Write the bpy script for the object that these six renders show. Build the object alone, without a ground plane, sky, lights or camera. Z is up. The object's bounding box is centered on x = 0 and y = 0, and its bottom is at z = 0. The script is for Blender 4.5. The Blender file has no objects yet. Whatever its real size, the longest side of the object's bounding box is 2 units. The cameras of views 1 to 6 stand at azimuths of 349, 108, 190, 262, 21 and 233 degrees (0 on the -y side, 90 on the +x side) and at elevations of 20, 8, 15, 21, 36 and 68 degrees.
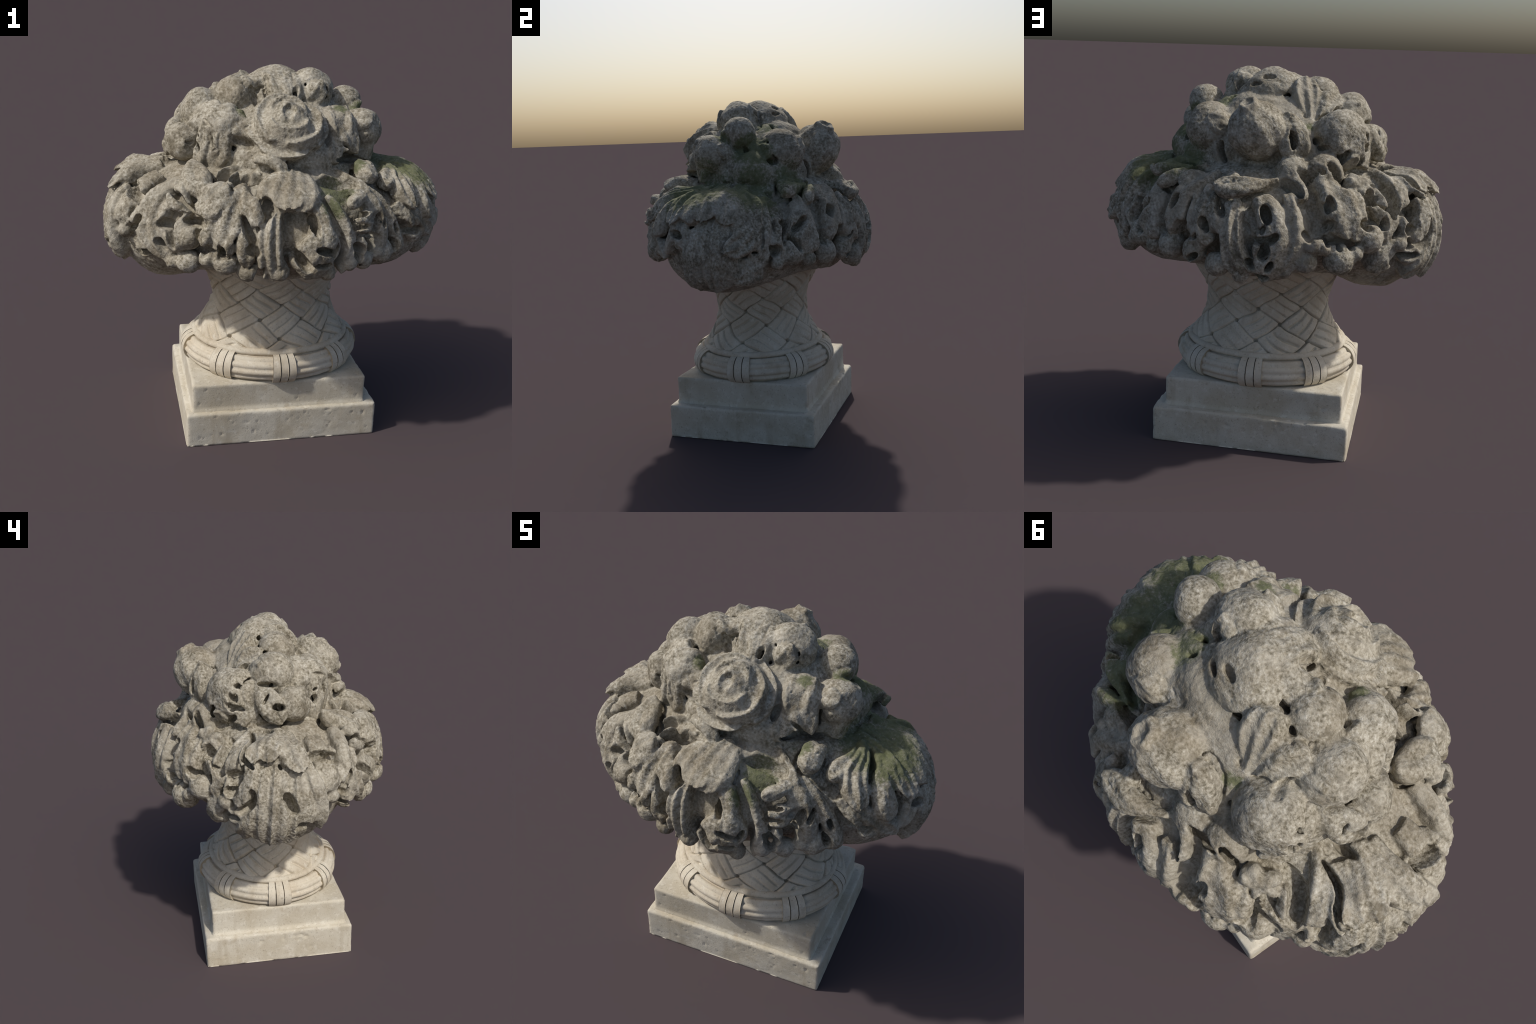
import bpy, math
import numpy as np
from mathutils import Vector
from mathutils.bvhtree import BVHTree

TAU = 2 * math.pi

# ------------------------------------------------------------------ utilities
def hash3(i, j, k, seed):
    n = (i * 374761393 + j * 668265263 + k * 2147483647 + seed * 974711) & 0xFFFFFFFF
    n = ((n ^ (n >> 13)) * 1274126177) & 0xFFFFFFFF
    n = ((n ^ (n >> 16)) * 2246822519) & 0xFFFFFFFF
    return ((n ^ (n >> 15)) & 0xFFFF) / 65535.0

def noise(P, scale, seed=0):
    """smooth value noise in -1..1 at points P (n,3)"""
    Q = P * scale
    F = np.floor(Q)
    f = Q - F
    I = F.astype(np.int64)
    f = f * f * f * (f * (f * 6 - 15) + 10)
    out = 0
    for a in (0, 1):
        wa = f[:, 0] if a else 1 - f[:, 0]
        for b in (0, 1):
            wb = f[:, 1] if b else 1 - f[:, 1]
            for c in (0, 1):
                wc = f[:, 2] if c else 1 - f[:, 2]
                out = out + wa * wb * wc * hash3(I[:, 0] + a, I[:, 1] + b, I[:, 2] + c, seed)
    return out * 2 - 1

def fbm(P, scale, octaves=3, seed=0):
    s, amp, tot = 0, 1.0, 0
    for o in range(octaves):
        s = s + amp * noise(P, scale * 2.03 ** o, seed + o)
        tot += amp
        amp *= 0.5
    return s / tot

def unit(v):
    v = np.asarray(v, float)
    return v / (np.linalg.norm(v, axis=-1, keepdims=True) + 1e-12)

def sstep(a, b, x):
    t = np.clip((x - a) / (b - a), 0, 1)
    return t * t * (3 - 2 * t)

def catmull(ctrl, t, closed=False):
    """Catmull-Rom through ctrl (n,k) at t in 0..1"""
    C = np.asarray(ctrl, float)
    n = len(C)
    t = np.asarray(t, float)
    if closed:
        x = (t % 1.0) * n
        i = np.floor(x).astype(int) % n
        g = lambda k: C[(i + k) % n]
    else:
        x = np.clip(t, 0, 1) * (n - 1)
        i = np.minimum(np.floor(x).astype(int), n - 2)
        E = np.vstack([2 * C[0] - C[1], C, 2 * C[-1] - C[-2]])
        g = lambda k: E[i + 1 + k]
    f = (x - np.floor(x)) if closed else (x - i)
    f = f[..., None]
    a, b, c, d = g(-1), g(0), g(1), g(2)
    return 0.5 * (2 * b + (c - a) * f + (2 * a - 5 * b + 4 * c - d) * f ** 2 + (3 * b - a - 3 * c + d) * f ** 3)

class Solid:
    """a closed mesh: verts (n,3), faces list"""
    def __init__(self, v, f):
        self.v = np.asarray(v, float)
        self.f = f

def grid_faces(nu, nv, wrap_u=False, wrap_v=False, off=0):
    F = []
    for i in range(nu if wrap_u else nu - 1):
        for j in range(nv if wrap_v else nv - 1):
            a, b = i, (i + 1) % nu
            c, d = j, (j + 1) % nv
            F.append((off + a * nv + c, off + b * nv + c, off + b * nv + d, off + a * nv + d))
    return F

def sphere_dirs(nu=40, nv=24):
    th = np.arange(nu) / nu * TAU
    ph = (np.arange(nv) + 0.5) / nv * math.pi
    T, Ph = np.meshgrid(th, ph, indexing='ij')
    return T, Ph

def frame(axis, hint=(0, 0, 1)):
    z = unit(axis)
    h = np.asarray(hint, float)
    if abs(np.dot(z, h)) > 0.95:
        h = np.array([0, 1.0, 0]) if abs(z[1]) < 0.9 else np.array([1.0, 0, 0])
    x = unit(np.cross(h, z))
    y = np.cross(z, x)
    return np.stack([x, y, z], 1)

def polar_solid(center, axis, rfun, hfun, nu=48, nv=30, hint=(0, 0, 1)):
    """body of revolution-like solid: rfun(phi, th) radius, hfun(phi, th) height on the axis"""
    T, Ph = sphere_dirs(nu, nv)
    r, h = rfun(Ph, T), hfun(Ph, T)
    L = np.stack([r * np.cos(T), r * np.sin(T), h], -1).reshape(-1, 3)
    top = np.array([[0, 0, h[:, 0].mean()]])
    bot = np.array([[0, 0, h[:, -1].mean()]])
    V = np.vstack([L, top, bot]) @ frame(axis, hint).T + np.asarray(center, float)
    F = grid_faces(nu, nv, wrap_u=True)
    F = [f[::-1] for f in F]
    n = nu * nv
    for i in range(nu):
        j = (i + 1) % nu
        F.append((i * nv, j * nv, n))
        F.append((j * nv + nv - 1, i * nv + nv - 1, n + 1))
    return Solid(V, [f[::-1] for f in F])

# ------------------------------------------------------------------ the base
def rounded_box(cx, cy, hx, hy, z0, z1, rad, cell, round_bottom=True):
    """subdivided box with rounded edges"""
    nx, ny, nz = [max(2, int(round(s / cell))) for s in (2 * hx, 2 * hy, z1 - z0)]
    verts, faces, index = [], [], {}
    def vid(i, j, k):
        key = (i, j, k)
        if key not in index:
            index[key] = len(verts)
            verts.append((i / nx * 2 - 1, j / ny * 2 - 1, k / nz * 2 - 1))
        return index[key]
    for i in range(nx):
        for j in range(ny):
            faces.append([vid(i, j, nz), vid(i + 1, j, nz), vid(i + 1, j + 1, nz), vid(i, j + 1, nz)])
            faces.append([vid(i, j + 1, 0), vid(i + 1, j + 1, 0), vid(i + 1, j, 0), vid(i, j, 0)])
    for i in range(nx):
        for k in range(nz):
            faces.append([vid(i, 0, k), vid(i + 1, 0, k), vid(i + 1, 0, k + 1), vid(i, 0, k + 1)])
            faces.append([vid(i + 1, ny, k), vid(i, ny, k), vid(i, ny, k + 1), vid(i + 1, ny, k + 1)])
    for j in range(ny):
        for k in range(nz):
            faces.append([vid(nx, j, k), vid(nx, j + 1, k), vid(nx, j + 1, k + 1), vid(nx, j, k + 1)])
            faces.append([vid(0, j + 1, k), vid(0, j, k), vid(0, j, k + 1), vid(0, j + 1, k + 1)])
    V = np.array(verts) * np.array([hx, hy, (z1 - z0) / 2])
    H = np.array([hx, hy, (z1 - z0) / 2])
    r = np.full(len(V), rad)
    # worn edges: the rounding radius wanders
    r = r * (1 + 0.5 * noise(V + 7, 9.0, 3) + 0.4 * noise(V, 30.0, 5))
    inner = np.clip(V, -(H - r[:, None]), H - r[:, None])
    d = V - inner
    if not round_bottom:
        d[:, 2] = np.where(V[:, 2] < 0, 0, d[:, 2])
        low = V[:, 2] < -H[2] + r
        inner[low, 2] = V[low, 2]
    ln = np.linalg.norm(d, axis=1)
    k = ln > 1e-9
    V[k] = inner[k] + d[k] / ln[k, None] * r[k, None]
    V += np.array([cx, cy, (z0 + z1) / 2])
    return Solid(V, faces)

def pits(P, scale, seed, thresh=0.55):
    n = noise(P, scale, seed) * 0.6 + noise(P, scale * 2.1, seed + 1) * 0.4
    return sstep(thresh, thresh + 0.2, n)

def vertex_normals(V, F):
    N = np.zeros_like(V)
    q = np.array([f if len(f) == 4 else (f[0], f[1], f[2], f[2]) for f in F])
    fn = np.cross(V[q[:, 2]] - V[q[:, 0]], V[q[:, 3]] - V[q[:, 1]])
    for c in range(4):
        np.add.at(N, q[:, c], fn)
    return unit(N)

def build_slab():
    s = rounded_box(0.005, 0.0235, 0.532, 0.4475, 0.0, 0.193, 0.013, 0.009, round_bottom=False)
    N = vertex_normals(s.v, s.f)
    d = 0.0022 * fbm(s.v, 9, 3, 11) - 0.007 * pits(s.v, 30, 27, 0.57) - 0.004 * pits(s.v, 62, 23, 0.53)
    d *= sstep(-0.001, 0.01, s.v[:, 2])
    s.v += N * d[:, None]
    return s

def build_block():
    s = rounded_box(0, 0, 0.483, 0.4055, 0.186, 0.351, 0.012, 0.009, round_bottom=False)
    N = vertex_normals(s.v, s.f)
    turn = math.radians(-0.4)
    # a hollow cove runs round the foot of the block
    d = 0.002 * fbm(s.v, 8, 3, 31) - 0.005 * pits(s.v, 34, 41, 0.60)
    d += 0.010 * (1 - sstep(0.186, 0.215, s.v[:, 2]))
    s.v += N * d[:, None]
    c, k = math.cos(turn), math.sin(turn)
    s.v[:, :2] = s.v[:, :2] @ np.array([[c, k], [-k, c]]) + np.array([-0.007, 0.0145])
    return s

STEM_X, STEM_Y = 0.003, 0.013
STEM_PROFILE = [(0.470, 0.446), (0.520, 0.432), (0.560, 0.408), (0.610, 0.377), (0.660, 0.354),
                (0.720, 0.343), (0.780, 0.347), (0.840, 0.366), (0.900, 0.398), (0.960, 0.44), (1.02, 0.48)]
STEM_RATIO = 0.80

def ellipse_param(arc, ratio):
    """angle on an ellipse for an arc-length fraction (so that repeats are evenly spaced)"""
    t = np.linspace(0, TAU, 2001)
    ds = np.sqrt(np.sin(t) ** 2 + (ratio * np.cos(t)) ** 2)
    L = np.concatenate([[0], np.cumsum((ds[1:] + ds[:-1]) / 2)])
    L /= L[-1]
    a = np.asarray(arc) % 1.0
    return np.interp(a, L, t)

WEAVE_N, WEAVE_STEP, WEAVE_Z = 8, 0.172, 0.570

def build_stem():
    nu, nv = 640, 190
    arc = np.arange(nu) / nu
    th = ellipse_param(arc, STEM_RATIO)
    tv = np.linspace(0, 1, nv)
    prof = catmull(STEM_PROFILE, tv)
    z, a = prof[:, 0], prof[:, 1]
    # unrolled coordinates of the diagonal weave: cells of p, q are the visible squares of a strand
    A, Zz = np.meshgrid(arc * WEAVE_N, (z - WEAVE_Z) / WEAVE_STEP, indexing='ij')
    warp = np.stack([np.cos(arc * TAU)[:, None] + 0 * Zz, np.sin(arc * TAU)[:, None] + 0 * Zz, Zz * .5], -1).reshape(-1, 3)
    A = A + .05 * noise(warp, 3, 71).reshape(A.shape)
    Zz = Zz + .05 * noise(warp, 3, 72).reshape(A.shape)
    p, q = A + Zz, A - Zz
    i, j = np.floor(p), np.floor(q)
    fp, fq = p - i, q - j
    over = (i + j) % 2 == 0
    across = np.where(over, fp, fq)      # across the reeds of the strand on top
    along = np.where(over, fq, fp)
    reeds = 3 + 0 * (hash3(i.astype(np.int64), j.astype(np.int64), 0 * i.astype(np.int64), 5) > .45)
    g = across * reeds
    groove = np.abs(g - np.round(g)) / reeds            # distance to the next groove
    border = np.minimum(across, 1 - across)
    ends = np.minimum(along, 1 - along)
    arch = np.sin(math.pi * along) ** .7
    h = .017 * arch * (.66 + .34 * sstep(0, .10, groove)) * sstep(0, .07, border)
    h -= .011 * (1 - sstep(.0, .065, groove)) * sstep(.02, .12, ends)
    h -= .006 * (1 - sstep(.0, .06, border)) + .010
    tilt = hash3(i.astype(np.int64), j.astype(np.int64), 1 + 0 * i.astype(np.int64), 9) - .5
    h += .006 * tilt * (np.floor(g) - (reeds - 1) / 2) * arch
    # small drilled holes where four strands meet
    dc = np.hypot(p - np.round(p), q - np.round(q))
    bore = .03 * (1 - sstep(.050, .080, dc))
    P = np.stack([np.cos(th)[:, None] * a, np.sin(th)[:, None] * a * STEM_RATIO, np.tile(z, (nu, 1))], -1)
    N = np.stack([np.cos(th)[:, None] * np.ones(nv) * STEM_RATIO, np.sin(th)[:, None] * np.ones(nv), np.zeros((nu, nv))], -1)
    N[..., 2] = -(np.gradient(a) / np.gradient(z))
    N = unit(N)
    fade = sstep(0.475, 0.50, z)
    Pw = P.reshape(-1, 3)
    wear = 0.5 + 0.5 * sstep(-0.5, 0.3, noise(Pw, 5, 91)).reshape(nu, nv)
    P = P + N * ((h * fade[None, :] * wear) - bore * fade[None, :] + 0.003 * fbm(Pw, 14, 2, 93).reshape(nu, nv))[..., None]
    P += np.array([STEM_X, STEM_Y, 0])
    V = np.vstack([P.reshape(-1, 3), [[0, 0, z[0]]], [[0, 0, z[-1]]]])
    F = grid_faces(nu, nv, wrap_u=True)
    n = nu * nv
    for k in range(nu):
        k2 = (k + 1) % nu
        F.append((k2 * nv, k * nv, n))
        F.append((k * nv + nv - 1, k2 * nv + nv - 1, n + 1))
    return Solid(V, F)

def ring_tube(a, b, z, section, nu, seed, rough=0.0016, arc0=0.0, arc1=1.0):
    """section: (m,2) closed outline of (outward, up) offsets swept round an ellipse"""
    closed = arc1 - arc0 >= 0.999
    th = ellipse_param(arc0 + (arc1 - arc0) * (np.arange(nu) / (nu if closed else nu - 1)), b / a)
    C = np.stack([np.cos(th) * a, np.sin(th) * b, np.full(nu, z)], -1)
    O = unit(np.stack([np.cos(th) * b, np.sin(th) * a, np.zeros(nu)], -1))
    m = len(section)
    P = C[:, None, :] + O[:, None, :] * section[None, :, 0:1] + np.array([0, 0, 1.0]) * section[None, :, 1:2]
    P = P.reshape(-1, 3)
    P[:, :2] += np.array([STEM_X, STEM_Y])
    F = grid_faces(nu, m, wrap_u=closed, wrap_v=True)
    if not closed:
        F.append(tuple(range(m))[::-1])
        F.append(tuple((nu - 1) * m + k for k in range(m)))
        F = F[:]
    s = Solid(P, F)
    d = rough * fbm(P, 25, 3, seed)
    ctr = (C[:, None, :] + np.zeros((1, m, 1))).reshape(-1, 3) + np.array([STEM_X, STEM_Y, 0])
    s.v += unit(P - ctr) * d[:, None]
    return s

TORUS_A, TORUS_B, TORUS_Z, TORUS_R = 0.436, 0.364, 0.416, 0.074
FILLET_A, FILLET_B = 0.432, 0.348
BANDS, BAND_ARC = 8, 0.0

def reeded_section(m=60):
    """circle broken into parallel reeds"""
    t = np.arange(m) / m * TAU
    r = TORUS_R * (1 - 0.22 * (1 - np.abs(np.cos(t * 5 + 0.4)) ** 0.5))
    return np.stack([r * np.cos(t), r * np.sin(t)], -1)

def band_section(m=40):
    t = np.arange(m) / m * TAU
    r = TORUS_R + 0.009
    return np.stack([r * np.cos(t), r * np.sin(t)], -1)

def round_section(rx, rz, m=20):
    t = np.arange(m) / m * TAU
    return np.stack([rx * np.cos(t), rz * np.sin(t)], -1)

# ------------------------------------------------------------------ the foliage rim
# outer radius of the rim round the plan, by azimuth (0 = +x, 90 = +y)
RIM = [(0, .918), (15, .845), (30, .755), (47, .71), (62, .69), (78, .69), (92, .69), (106, .68), (121, .72), (134, .755),
       (144, .775), (152, .775), (161, .885), (170, .926), (180, .926), (191, .905), (207, .805), (228, .735), (248, .70),
       (265, .695), (285, .695), (302, .685), (318, .712), (330, .785), (343, .89), (352, .922)]
RIM_AZ = np.radians([a for a, _ in RIM])
RIM_R = np.array([r for _, r in RIM])
# underside height by azimuth
SKIRT = [(0, .885), (25, .935), (50, .965), (90, .945), (125, .975), (150, .935), (166, .845), (186, .845), (205, .935), (235, .985), (270, .95), (300, .985), (330, .94)]
SKIRT_AZ = np.radians([a for a, _ in SKIRT])
SKIRT_Z = np.array([z for _, z in SKIRT])
# cross-section: (fraction from the hub to the rim, height), last ones hang on the skirt height
HUB = 0.37

def periodic(az, xs, ys):
    return np.interp(az % TAU, np.concatenate([[xs[-1] - TAU], xs, [xs[0] + TAU]]), np.concatenate([[ys[-1]], ys, [ys[0]]]))

def rim_surface(th, s, shrink=0.0):
    th, s = np.broadcast_arrays(np.asarray(th, float), np.asarray(s, float))
    k = np.array([-0.10, -0.05, 0, 0.05, 0.10])
    R = sum(periodic(th + d, RIM_AZ, RIM_R) for d in k) / 5 - shrink
    zb = sum(periodic(th + d, SKIRT_AZ, SKIRT_Z) for d in k) / 5 + shrink
    # between the end scrolls the ground is cut back under the leaf tips, so that fruit hangs free there
    gap = (sstep(.35, .75, np.abs(np.angle(np.exp(1j * th)))) * sstep(.30, .60, np.abs(np.angle(np.exp(1j * (th - math.pi))))))
    low = sstep(.44, .56, s) * gap
    R = R - 1.0 * shrink * low
    zb = zb + 0.1 * shrink * low
    fr = np.array([-.3, 0, .30, .60, .80, .94, 1.0, .97, .86, .64, .36, .05, -.3])
    zz = np.array([1.52, 1.535, 1.525, 1.48, 1.42, 1.32, 1.20, 1.08, .98, .885, .865, .90, .95])
    hang = np.array([0, 0, 0, 0, 0, 0, 0, .35, .7, 1, 1, 1, .7])
    up = np.array([0, 0, .25, .7, 1, .8, 0, 0, 0, 0, 0, 0, 0])
    ctrl = np.stack([fr, zz, hang, up], -1)
    c = catmull(ctrl, s)
    rho = HUB + (R - HUB) * c[..., 0]
    z = c[..., 1] + c[..., 2] * (zb - 0.90) - shrink * c[..., 3]
    return np.stack([rho * np.cos(th), rho * np.sin(th), z], -1)

def build_rim_core(shrink=0.03):
    nu, nv = 200, 70
    T, S = np.meshgrid(np.arange(nu) / nu * TAU, np.linspace(0, 1, nv), indexing='ij')
    P = rim_surface(T, S, shrink)
    V = np.vstack([P.reshape(-1, 3), [[0, 0, 1.5]], [[0, 0, 1.0]]])
    F = [f[::-1] for f in grid_faces(nu, nv, wrap_u=True)]
    n = nu * nv
    for k in range(nu):
        k2 = (k + 1) % nu
        F.append((k * nv, k2 * nv, n))
        F.append((k2 * nv + nv - 1, k * nv + nv - 1, n + 1))
    return Solid(V, F)

# ------------------------------------------------------------------ organs on the rim
def rim_frame(th, s):
    """point, outward normal and the two surface derivatives of the rim"""
    e = 1e-3
    P = rim_surface(th, s)
    Dt = (rim_surface(th + e, s) - rim_surface(th - e, s)) / (2 * e)
    Ds = (rim_surface(th, s + e) - rim_surface(th, s - e)) / (2 * e)
    N = unit(np.cross(Ds, Dt))
    return P, N, Dt, Ds

def unwrap_spine(spine):
    az = np.unwrap(np.radians([p[0] for p in spine]))
    return np.stack([az, [p[1] for p in spine]], -1)

def shell(top, bottom):
    """closed solid between two grids (nt, nc, 3)"""
    nt, nc, _ = top.shape
    V = np.vstack([top.reshape(-1, 3), bottom.reshape(-1, 3)])
    n = nt * nc
    F = grid_faces(nt, nc)
    F += [f[::-1] for f in grid_faces(nt, nc, off=n)]
    rim = [i * nc for i in range(nt)] + [(nt - 1) * nc + j for j in range(1, nc)]
    rim += [i * nc + nc - 1 for i in range(nt - 2, -1, -1)] + [j for j in range(nc - 2, 0, -1)]
    for a, b in zip(rim, rim[1:] + rim[:1]):
        F.append((b, a, a + n, b + n))
    return Solid(V, F)

def leaf_outline(t, hw, root, tip, lobes, depth, peak=0.62):
    w = root + (1 - root) * sstep(0, peak, t)
    x = np.clip((t - peak) / (1 - peak), 0, 1)
    w = w * np.sqrt(np.clip(1 - x ** tip, 0, 1))
    if lobes:
        w = w * (1 - depth * (1 - np.abs(np.sin(math.pi * lobes * t + 0.35)) ** 0.6))
    return hw * np.maximum(w, 0.04)

def leaf_relief(t, c, lift, dome, ribs, curl, seed, thickless=0, rib=.0065):
    """height of the leaf face over the ground it lies on"""
    h = lift * (0.35 + 0.65 * sstep(0, 0.55, t)) + dome * (1 - c ** 2)
    h = h - 0.010 * np.exp(-(c / 0.07) ** 2) * (ribs == 0)             # sunk midrib
    if ribs:
        h = h + rib * np.cos(math.pi * (ribs * c + (ribs % 2 == 0))) * sstep(0, 0.3, t)
    h = h + curl * sstep(0.55, 1, t) - 0.016 * np.abs(c) ** 6 - 0.5 * lift * sstep(.75, 1, t) * (thickless)
    vein = np.abs(np.sin(math.pi * (4.0 * t - 1.3 * np.abs(c)) + seed))
    h = h - 0.005 * (1 - vein) ** 4 * sstep(.05, .3, np.abs(c))
    return h + 0.005 * np.sin(7 * t + 4 * c + seed)

def rim_leaf(spine, hw, lift=.03, thick=None, lobes=0, depth=.25, root=.3, tip=2.5, ribs=0, dome=.012, curl=0.0, seed=0, sink=.075, rib=.0065, scallop=0.0):
    nt, nc = 34, 19
    t = np.linspace(0, 1, nt)
    sp = catmull(unwrap_spine(spine), t)
    P, N, Dt, Ds = rim_frame(sp[:, 0], sp[:, 1])
    T = unit(np.gradient(P, axis=0))
    B = np.cross(N, T)
    # sideways step B expressed in the (azimuth, section) parameters
    a11, a12, a22 = (Dt * Dt).sum(1), (Dt * Ds).sum(1), (Ds * Ds).sum(1)
    b1, b2 = (B * Dt).sum(1), (B * Ds).sum(1)
    det = a11 * a22 - a12 ** 2
    du, dv = (a22 * b1 - a12 * b2) / det, (a11 * b2 - a12 * b1) / det
    c = np.linspace(-1, 1, nc)
    W = leaf_outline(t, hw, root, tip, lobes, depth)
    off = W[:, None] * c[None, :]
    # lobes lean towards the tip
    lean = np.abs(c)[None, :] ** 1.5 * (0.12 if lobes else 0.0) * np.sin(math.pi * t)[:, None]
    tt = np.clip(t[:, None] + lean, 0, 1)
    # the free end is cut into scallops, one to a rib
    tt = tt * (1 - scallop * t[:, None] ** 2 * (.5 - .5 * np.cos(math.pi * (max(ribs, 2) * c + (ribs % 2 == 0))))[None, :])
    th = np.interp(tt, t, sp[:, 0]) + off * du[:, None]
    ss = np.clip(np.interp(tt, t, sp[:, 1]) + off * dv[:, None], 0.02, 0.98)
    P, N, _, _ = rim_frame(th, ss)
    h = leaf_relief(t[:, None], c[None, :], lift, dome, ribs, curl, seed, 0 if thick else 1, rib)
    if thick:
        under = np.minimum(h - thick, -sink * (1 - sstep(0.05, 0.5, t))[:, None] + 0.02)
        under = np.where(t[:, None] < 0.15, -sink, under)
    else:
        under = np.full_like(h, -sink)
    h = h - GROUND
    out = shell(P + N * h[..., None], P + N * (under - GROUND)[..., None])
    k = int(nt * .18)
    ground = P + N * (-GROUND)
    out.edge = (np.vstack([ground[k:, 0], ground[:k:-1, -1]]), np.vstack([N[k:, 0], N[:k:-1, -1]]))
    return out

GROUND = 0.028     # the leaves' ground lies this far below the measured skin

def swept(points, normals, half, depth, m=14, n=26):
    """tapered lens-section sweep along points: used as a drill or chisel mark"""
    t = np.linspace(0, 1, n)
    P = catmull(points, t)
    N = unit(catmull(normals, t))
    T = unit(np.gradient(P, axis=0))
    B = unit(np.cross(N, T))
    taper = np.sqrt(np.clip(1 - np.abs(2 * t - 1) ** 2.6, 0.02, 1))
    a = np.arange(m) / m * TAU
    V = P[:, None, :] + B[:, None, :] * (half * taper[:, None] * np.cos(a))[..., None] \
        + N[:, None, :] * ((depth * (0.55 + 0.45 * taper[:, None])) * np.sin(a))[..., None]
    V = np.vstack([V.reshape(-1, 3), P[:1], P[-1:]])
    F = grid_faces(n, m, wrap_v=True)
    for j in range(m):
        k = (j + 1) % m
        F.append((k, j, n * m))
        F.append(((n - 1) * m + j, (n - 1) * m + k, n * m + 1))
    return Solid(V, F)

def moat(solid, half=.013, depth=.045):
    """drilled channel that frees the outline of a leaf from its ground"""
    P, N = solid.edge
    keep = np.concatenate([[True], np.linalg.norm(np.diff(P, axis=0), axis=1) > 1e-4])
    P, N = P[keep][::3], N[keep][::3]
    return swept(P, N, half, depth, m=10, n=4 * len(P))

def rim_slot(spine, half, depth):
    sp = unwrap_spine(spine)
    P, N, _, _ = rim_frame(sp[:, 0], sp[:, 1])
    # stretch the mark past its end points by its own half width
    P = P.copy()
    P[0] += unit(P[0] - P[1]) * half
    P[-1] += unit(P[-1] - P[-2]) * half
    return swept(P, N, half * 1.2, depth + 0.03)

def mound_slot(points, half, depth, away=(0, 0, 1.50)):
    P = np.array(points, float)
    N = unit(P - np.array(away))
    P[0] += unit(P[0] - P[1]) * half
    P[-1] += unit(P[-1] - P[-2]) * half
    return swept(P, N, half, depth)

def blade(points, hw, thick=.035, root=.3, tip=2.5, away=(0, 0, 1.45), cup=0.0, ribs=0, lobes=0, depth=.2, seed=0, roll=0.0):
    """free leaf or petal: spine of 3D points, broad side turned away from a centre"""
    nt, nc = 30, 17
    t = np.linspace(0, 1, nt)
    P = catmull(points, t)
    T = unit(np.gradient(P, axis=0))
    N = unit(P - np.array(away))
    B = unit(np.cross(N, T))
    N = np.cross(T, B)
    if roll:
        N, B = N * math.cos(roll) + B * math.sin(roll), B * math.cos(roll) - N * math.sin(roll)
    c = np.linspace(-1, 1, nc)
    W = leaf_outline(t, hw, root, tip, lobes, depth)
    h = leaf_relief(t[:, None], c[None, :], 0, 0.01, ribs, 0, seed) + cup * c[None, :] ** 2
    base = P[:, None, :] + B[:, None, :] * (W[:, None] * c[None, :])[..., None]
    out = shell(base + N[:, None, :] * h[..., None], base + N[:, None, :] * (h - thick)[..., None])
    low = base + N[:, None, :] * (h - thick * .8)[..., None]
    k = int(nt * .2)
    out.edge = (np.vstack([low[k:, 0], low[:k:-1, -1]]), np.vstack([N[k:], N[:k:-1]]))
    return out

# ------------------------------------------------------------------ fruit
def fruit(center, radius, axis=(0, 0, 1), tall=1.0, dent=.12, ribs=0, rib=.0, pear=0.0, lump=.035, seed=0):
    """apple, pear or round fruit: dimpled at the axis poles, ribbed or necked"""
    def r(p, t):
        q = radius * np.sin(p) * (1 - pear * sstep(0.2, 1.0, np.cos(p)))
        return q * (1 + rib * np.cos(ribs * t))
    def h(p, t):
        return radius * tall * (np.cos(p) * (1 + pear * 0.5 * (np.cos(p) > 0)) - dent * np.sign(np.cos(p)) * np.abs(np.cos(p)) ** 14 * (1 if not pear else .3))
    s = polar_solid(center, axis, r, h)
    s.v += unit(s.v - np.asarray(center)) * (lump * radius * fbm(s.v, 1.1 / radius, 2, seed))[:, None]
    return s

def calyx(center, radius, axis, at=1.0):
    """raised ring with a pit at the blossom end"""
    M = frame(axis)
    c = np.asarray(center, float) + M[:, 2] * radius * at
    rr = radius * .36
    def r(p, t):
        return rr * np.sin(p) ** 0.7 * (1 + .10 * np.cos(5 * t))
    def h(p, t):
        return rr * (.8 * np.cos(p) - .9 * np.exp(-(np.sin(p) / .55) ** 2) * (p < math.pi / 2))
    return polar_solid(c, axis, r, h, 30, 24)

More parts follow.
